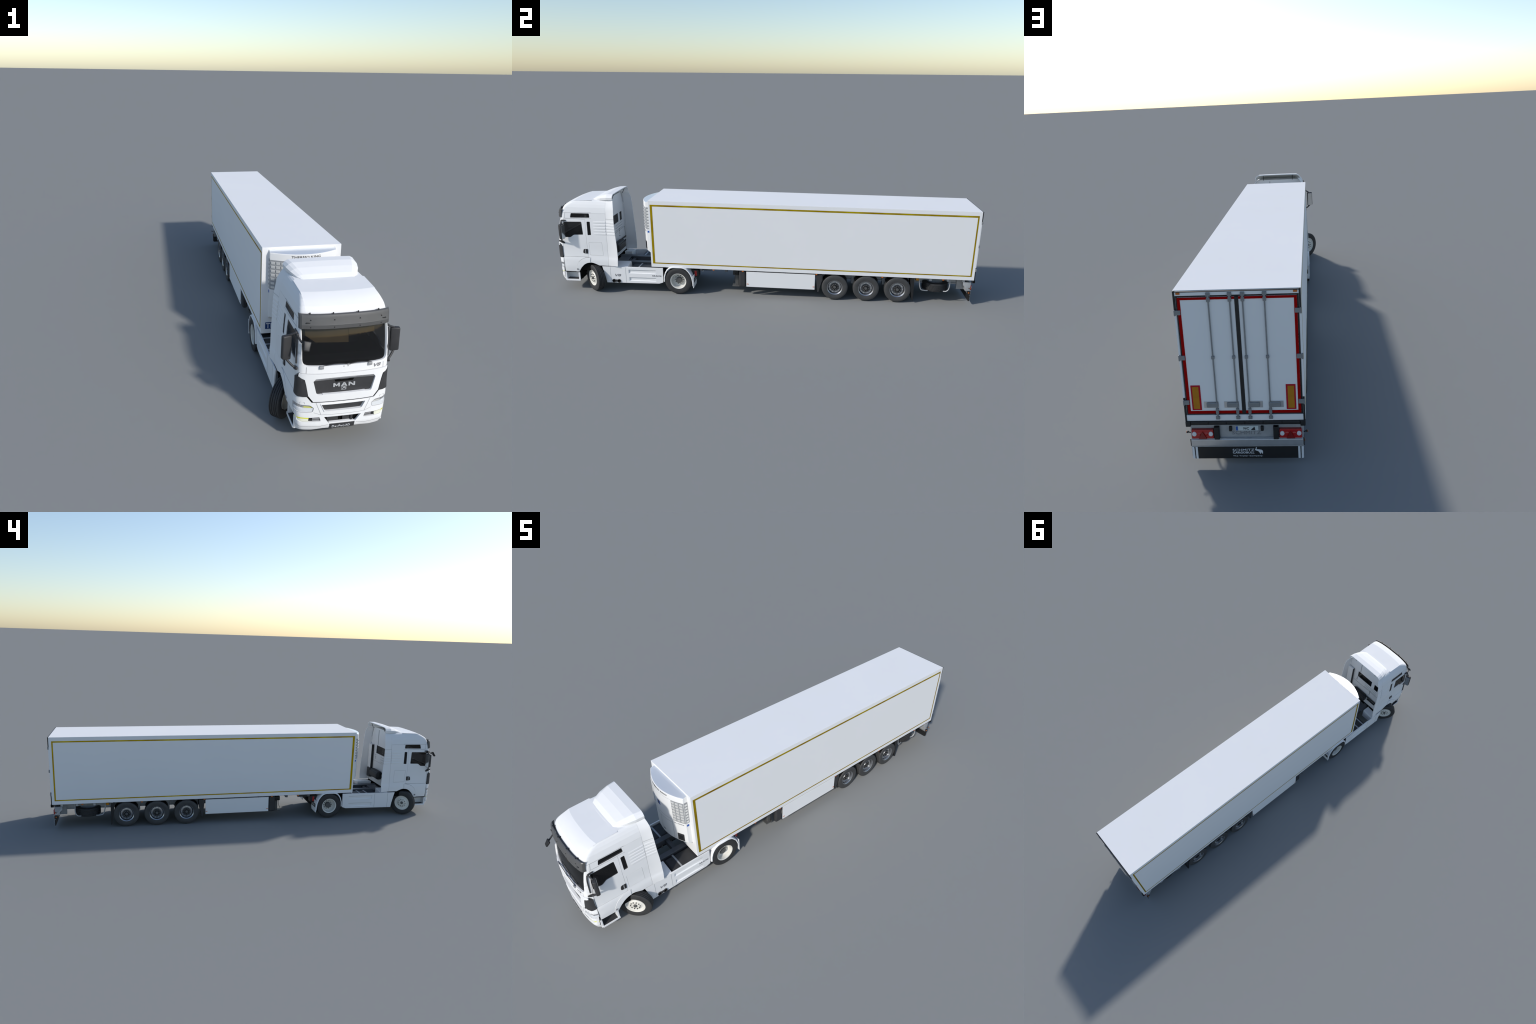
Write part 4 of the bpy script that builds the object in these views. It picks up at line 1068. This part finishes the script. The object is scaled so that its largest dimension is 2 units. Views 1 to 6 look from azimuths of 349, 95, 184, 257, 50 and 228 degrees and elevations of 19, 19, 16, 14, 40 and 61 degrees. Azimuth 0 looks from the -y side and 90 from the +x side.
# light bar
lb = rbox("light_carrier", -.1335, .1335, .9600, .9815, .0700, .1040, "galv", ROOT, .001)
rbox("carrier_ledge", -.1335, .1335, .9600, .9845, .1036, .1052, "galv", lb, .0006)
rbox("carrier_shelf", -.1335, .1335, .9600, .9860, .0680, .0705, "galv", lb, .0006)
for s in (1, -1):
    bm = bmesh.new(); add_box(bm, s * .1305, s * .1340, .948, .983, .060, .1100); 
    for v in bm.verts:
        if v.co.y < .96 and v.co.z < .1: v.co.z += .036
    bevel(bm, .001); finish("carrier_cheek", bm, "galv", lb)
    c = .1045 * s
    lh = rbox("tail_lamp", c - .0262, c + .0262, .9750, .9885, .0712, .0950, "lampred", ROOT, .0012)
    rbox("lamp_body", c - .0275, c + .0275, .9700, .9820, .0705, .0955, "black", lh, .001)
    for k in (-1, 1):
        bm = lathe_bm([(0, .0055), (.0016, .0050), (.0022, .0035), (.0022, 0)], 20, 'y')
        for v in bm.verts: v.co = Vector((c + k * .0198 + v.co.x, .9883 + v.co.y, .0835 + v.co.z * (1.25 if v.co.z > 0 else 1.0)))
        finish("lamp_lens", bm, "lampwhite", lh, 50)
        bm = lathe_bm([(0, .0050), (.0010, .0040), (.0012, 0)], 18, 'y')
        for v in bm.verts: v.co = Vector((c + k * .0085 + v.co.x, .9883 + v.co.y, .0835 + v.co.z))
        finish("lamp_bulge", bm, "lampred", lh, 50)
    panel("reflector_triangle", [(-.0098, .0718), (.0098, .0718), (0, .0905)], .0022, 0, (lambda c: lambda u, v, d: (c + u, .9885 + d, v))(c), "lampdark", lh)
    rbox("guard_post", s * .0640, s * .0765, .9700, .9920, .0695, .1030, "black", ROOT, .0015)
    rbox("guard_post", s * .0342, s * .0410, .9700, .9880, .0895, .1010, "black", lb, .0012)
    st = tube("marker_stalk", smooth_path([(s * .1330, .9750, .0800), (s * .1370, .9770, .0810), (s * .1400, .9790, .0840)]), .0013, "black", ROOT)
    bm = bmesh.new(); bmesh.ops.create_uvsphere(bm, u_segments=12, v_segments=8, radius=.0034)
    for v in bm.verts: v.co = Vector((s * .1422 + v.co.x * .9, .9795 + v.co.y, .0842 + v.co.z * .8))
    finish("marker_head", bm, "black", st, 60)
    rbox("marker_lens", s * .1440, s * .1455, .9775, .9815, .0822, .0862, "orange", st, .0006)
# number plate and maker's name
npl = rbox("number_plate", -.0285, .0258, .9805, .9838, .0890, .1015, "plate", lb, .0004)
rbox("plate_band", .0200, .0250, .9836, .9843, .0900, .1005, "blue", npl, 0)
lettering("plate_lettering", "NC", .0130, .0065, lambda u, v, d: (.0000 - u, .9838 + d, .0950 + v), "ink", npl, bold=.01)
panel("plate_figure", [(-.0060, .0), (.0045, .0), (.0040, .0030), (.0035, .0062), (.0028, .0085), (.0012, .0085), (.0006, .0060), (-.0030, .0035), (-.0048, .0015)], .0006, 0, lambda u, v, d: (-.0165 - u, .9838 + d, .0905 + v), "ink", npl)
lettering("maker_lettering", "SCHMITZ", .0690, .0092, lambda u, v, d: (.0005 - u, .9815 + d, .0822 + v), "letter", lb)
ub = rbox("underrun_bar", -.1340, .1340, .9740, .9885, .0505, .0688, "bar", ROOT, .002)
for s in (1, -1):
    rbox("bar_end", s * .1338, s * .1362, .9700, .9860, .0495, .0690, "black", ub, .0006)
    rbox("bar_marker", s * .1360, s * .1374, .9745, .9805, .0570, .0620, "orange", ub, .0005)
    rbox("bar_bracket", s * .060, s * .072, .9350, .9730, .0520, .1080, "galv", ub, .001)
fl = rounded([(-.1345, .0480), (.1345, .0480), (.1340, .0140), (-.1340, .0140)], [0, 0, .008, .008], 4)
flap = panel("rear_mud_flap", fl, 0, -.0030, lambda u, v, d: (-u, .9850 + d, v), "black", ROOT)
rbox("flap_rail", -.1345, .1345, .9800, .9862, .0470, .0510, "galv", flap, .0006)
for s in (1, -1):
    def fx(u, v, d, s=s): return (s * u, .9850 + d, v)
    panel("flap_stripe", rounded([(.1285, .0465), (.1340, .0465), (.1335, .0142), (.1280, .0142)], [0, 0, .006, 0], 3), .0006, -.0002, fx, "whiteink", flap)
    panel("flap_stripe", rect(.1205, .1257, .0142, .0465), .0006, -.0002, fx, "whiteink", flap)
def fl_text(cx, cz): return lambda u, v, d: (cx - u, .9850 + d, cz + v)
lettering("flap_lettering", "SCHMITZ", .0520, .0066, fl_text(.0105, .0370), "whiteink", flap)
lettering("flap_lettering", "CARGOBULL", .0520, .0052, fl_text(.0105, .0299), "whiteink", flap, bold=.018)
lettering("flap_lettering", "The Trailer Company.", .0720, .0040, fl_text(.0005, .0205), "whiteink", flap)
# animal emblem beside the words: body, legs and raised trunk
el = [(-.0085, .0100), (-.0098, .0125), (-.0075, .0150), (-.0062, .0165), (-.0078, .0172), (-.0058, .0186), (-.0048, .0165), (-.0062, .0140), (-.0050, .0128), (-.0010, .0125), (.0020, .0118), (.0060, .0110), (.0085, .0090), (.0092, .0060), (.0088, .0005), (.0070, .0005), (.0066, .0030), (.0040, .0040), (.0042, .0005), (.0022, .0005), (.0010, .0035), (-.0020, .0075), (-.0050, .0085)]
panel("emblem_figure", el, .0006, 0, lambda u, v, d: (-.0270 - u, .9850 + d, .0262 + v), "whiteink", flap)

# ---------------------------------------------------------------- trailer chassis
ch = None
for s in (1, -1):
    b = box("chassis_beam", *sorted((s * .046, s * .062)), -.100, .965, .086, .1330, "galv", ROOT, .001, T)
    box("beam_flange", *sorted((s * .040, s * .068)), -.100, .965, .0850, .0885, "galv", b, .0005, T)
    # side skirt
    sk = box("side_skirt", *sorted((s * .1350, s * .1378)), -.0615, .2645, .0505, .1265, "boxwhite", ROOT, .0006, T)
    for y in (-.0550, .2590): box("side_marker", *sorted((s * .1376, s * .1390)), y - .0042, y + .0042, .0632 if y < 0 else .0635, .0662 if y < 0 else .0665, "orange", sk, .0004, T)
    for y in (-.2186, -.0783, .2705, .577, .8554):
        box("side_marker", *sorted((s * .1340, s * .1395)), y - .0042, y + .0042, .1262, .1308, "orange", ROOT, .0006, T)
    # landing leg with its cover
    lg = box("landing_leg", *sorted((s * .082, s * .100)), -.1200, -.1020, .0400, .1300, "hubgrey", ROOT, .002, T)
    cv = [(-.0985, .0460), (-.0960, .0455), (-.0640, .0455), (-.0640, .1300), (-.0985, .1300)]
    box("leg_cover", *sorted((s * .1130, s * .1345)), -.0985, -.0640, .0450, .1300, "dark", lg, .009, T, seg=4)
    box("leg_foot", *sorted((s * .078, s * .110)), -.1330, -.0980, .0380, .0425, "hubgrey", lg, .001, T)
    box("leg_gearbox", *sorted((s * .080, s * .114)), -.1290, -.1010, .0980, .1200, "black", lg, .003, T)
    tube("leg_crank", [(s * .112, -.1150, .1100), (s * .124, -.1170, .1050), (s * .125, -.1200, .0780), (s * .124, -.1260, .0620)], .0012, "black", lg, 8, T)
    tube("leg_brace", [(s * .091, -.1100, .0620), (s * .055, -.1000, .1250)], .0028, "hubgrey", lg, 8, T)
    # flaps fore and aft of the bogie, mudguards
    fx2 = (lambda s: lambda u, v, d: T(s * (.112 + d), u, v))(s)
    panel("bogie_flap", [(.2680, .1270), (.2975, .1270), (.2960, .0950), (.2835, .0390), (.2775, .0390)], -.024, .0235, fx2, "dark", ROOT)
    panel("bogie_flap", [(.7060, .1270), (.7255, .1270), (.7260, .0180), (.7215, .0180), (.7160, .0400)], -.024, .0235, fx2, "black", ROOT)
    for y in (.359, .505, .6512):
        bm = bmesh.new(); prev = None
        for k in range(13):
            a = math.radians(32 + 116 * k / 12)
            yy = y - math.cos(a) * .0655; zz = min(.1185, .0600 + math.sin(a) * .0655)
            va, vb = bm.verts.new((s * .136, yy, zz)), bm.verts.new((s * .090, yy, zz))
            if prev: bm.faces.new((prev[0], prev[1], vb, va))
            prev = (va, vb)
        bmesh.ops.solidify(bm, geom=bm.faces[:], thickness=.0018)
        finish("mudguard", bm, "black", ROOT, 40)
    # spare wheel cradle hoops
    tube("cradle_hoop", smooth_path([(s * .1200, .7500, .1250), (s * .1200, .7520, .0950), (s * .1200, .7600, .0650), (s * .1180, .7720, .0570), (s * .1100, .7950, .0530)]), .0026, "galv", ROOT, 10)
    tube("cradle_hoop", smooth_path([(s * .1200, .8900, .1250), (s * .1200, .8915, .0950), (s * .1200, .8900, .0700), (s * .1180, .8800, .0560), (s * .1100, .8620, .0530)]), .0026, "galv", ROOT, 10)
    box("valve_plate", *sorted((s * .100, s * .128)), .7320, .7480, .1080, .1200, "dark", ROOT, .001)
    box("valve_tag", *sorted((s * .1275, s * .1290)), .7330, .7470, .1090, .1190, "amber", ROOT, .0004)
tube("leg_cross_tube", [(-.090, -.1110, .1060), (.090, -.1110, .1060)], .0040, "hubgrey", ROOT, 10, T)
for y in (-.28, -.16, -.02, .12, .26, .43, .58, .72, .80, .88, .95):
    box("chassis_cross_member", -.130, .130, y - .006, y + .006, .1180, .1330, "galv" if y > .7 else "chassis", ROOT, .001, T)
box("box_underside", -.134, .134, -.50, .98, .1300, .1334, "chassis", ROOT, 0, T)
box("coupling_plate", -.075, .075, -.50, -.27, .1250, .1320, "galv", ROOT, .002, T)
# two spare wheels lying flat side by side
for s in (1, -1):
    sp = tyre_mesh(.0600, .0205, .0350, (-.66, -.4, -.13, .13, .4, .66))
    for v in sp.verts: v.co = Vector((v.co.y + s * .0625, v.co.z + .8360, v.co.x + .0690))
    spare = finish("spare_wheel", sp, "rubber", ROOT, 28)
    rm = lathe_bm([(-.018, .0355), (-.012, .032), (0, .031), (.004, .024), (.004, .008), (.002, .008), (.002, .022), (-.002, .029)], 40, 'z')
    for v in rm.verts: v.co += Vector((s * .0625, .8360, .0690))
    finish("spare_rim", rm, "rimsteel", spare)
# air tanks and cabinet between legs and bogie, seen under the box
for y in (.05, .15):
    bm = lathe_bm([(-.05, 0), (-.048, .014), (-.042, .018), (.042, .018), (.048, .014), (.05, 0)], 20, 'x')
    for v in bm.verts: v.co += Vector((0, y, .098))
    finish("air_tank", bm, "black", ROOT)
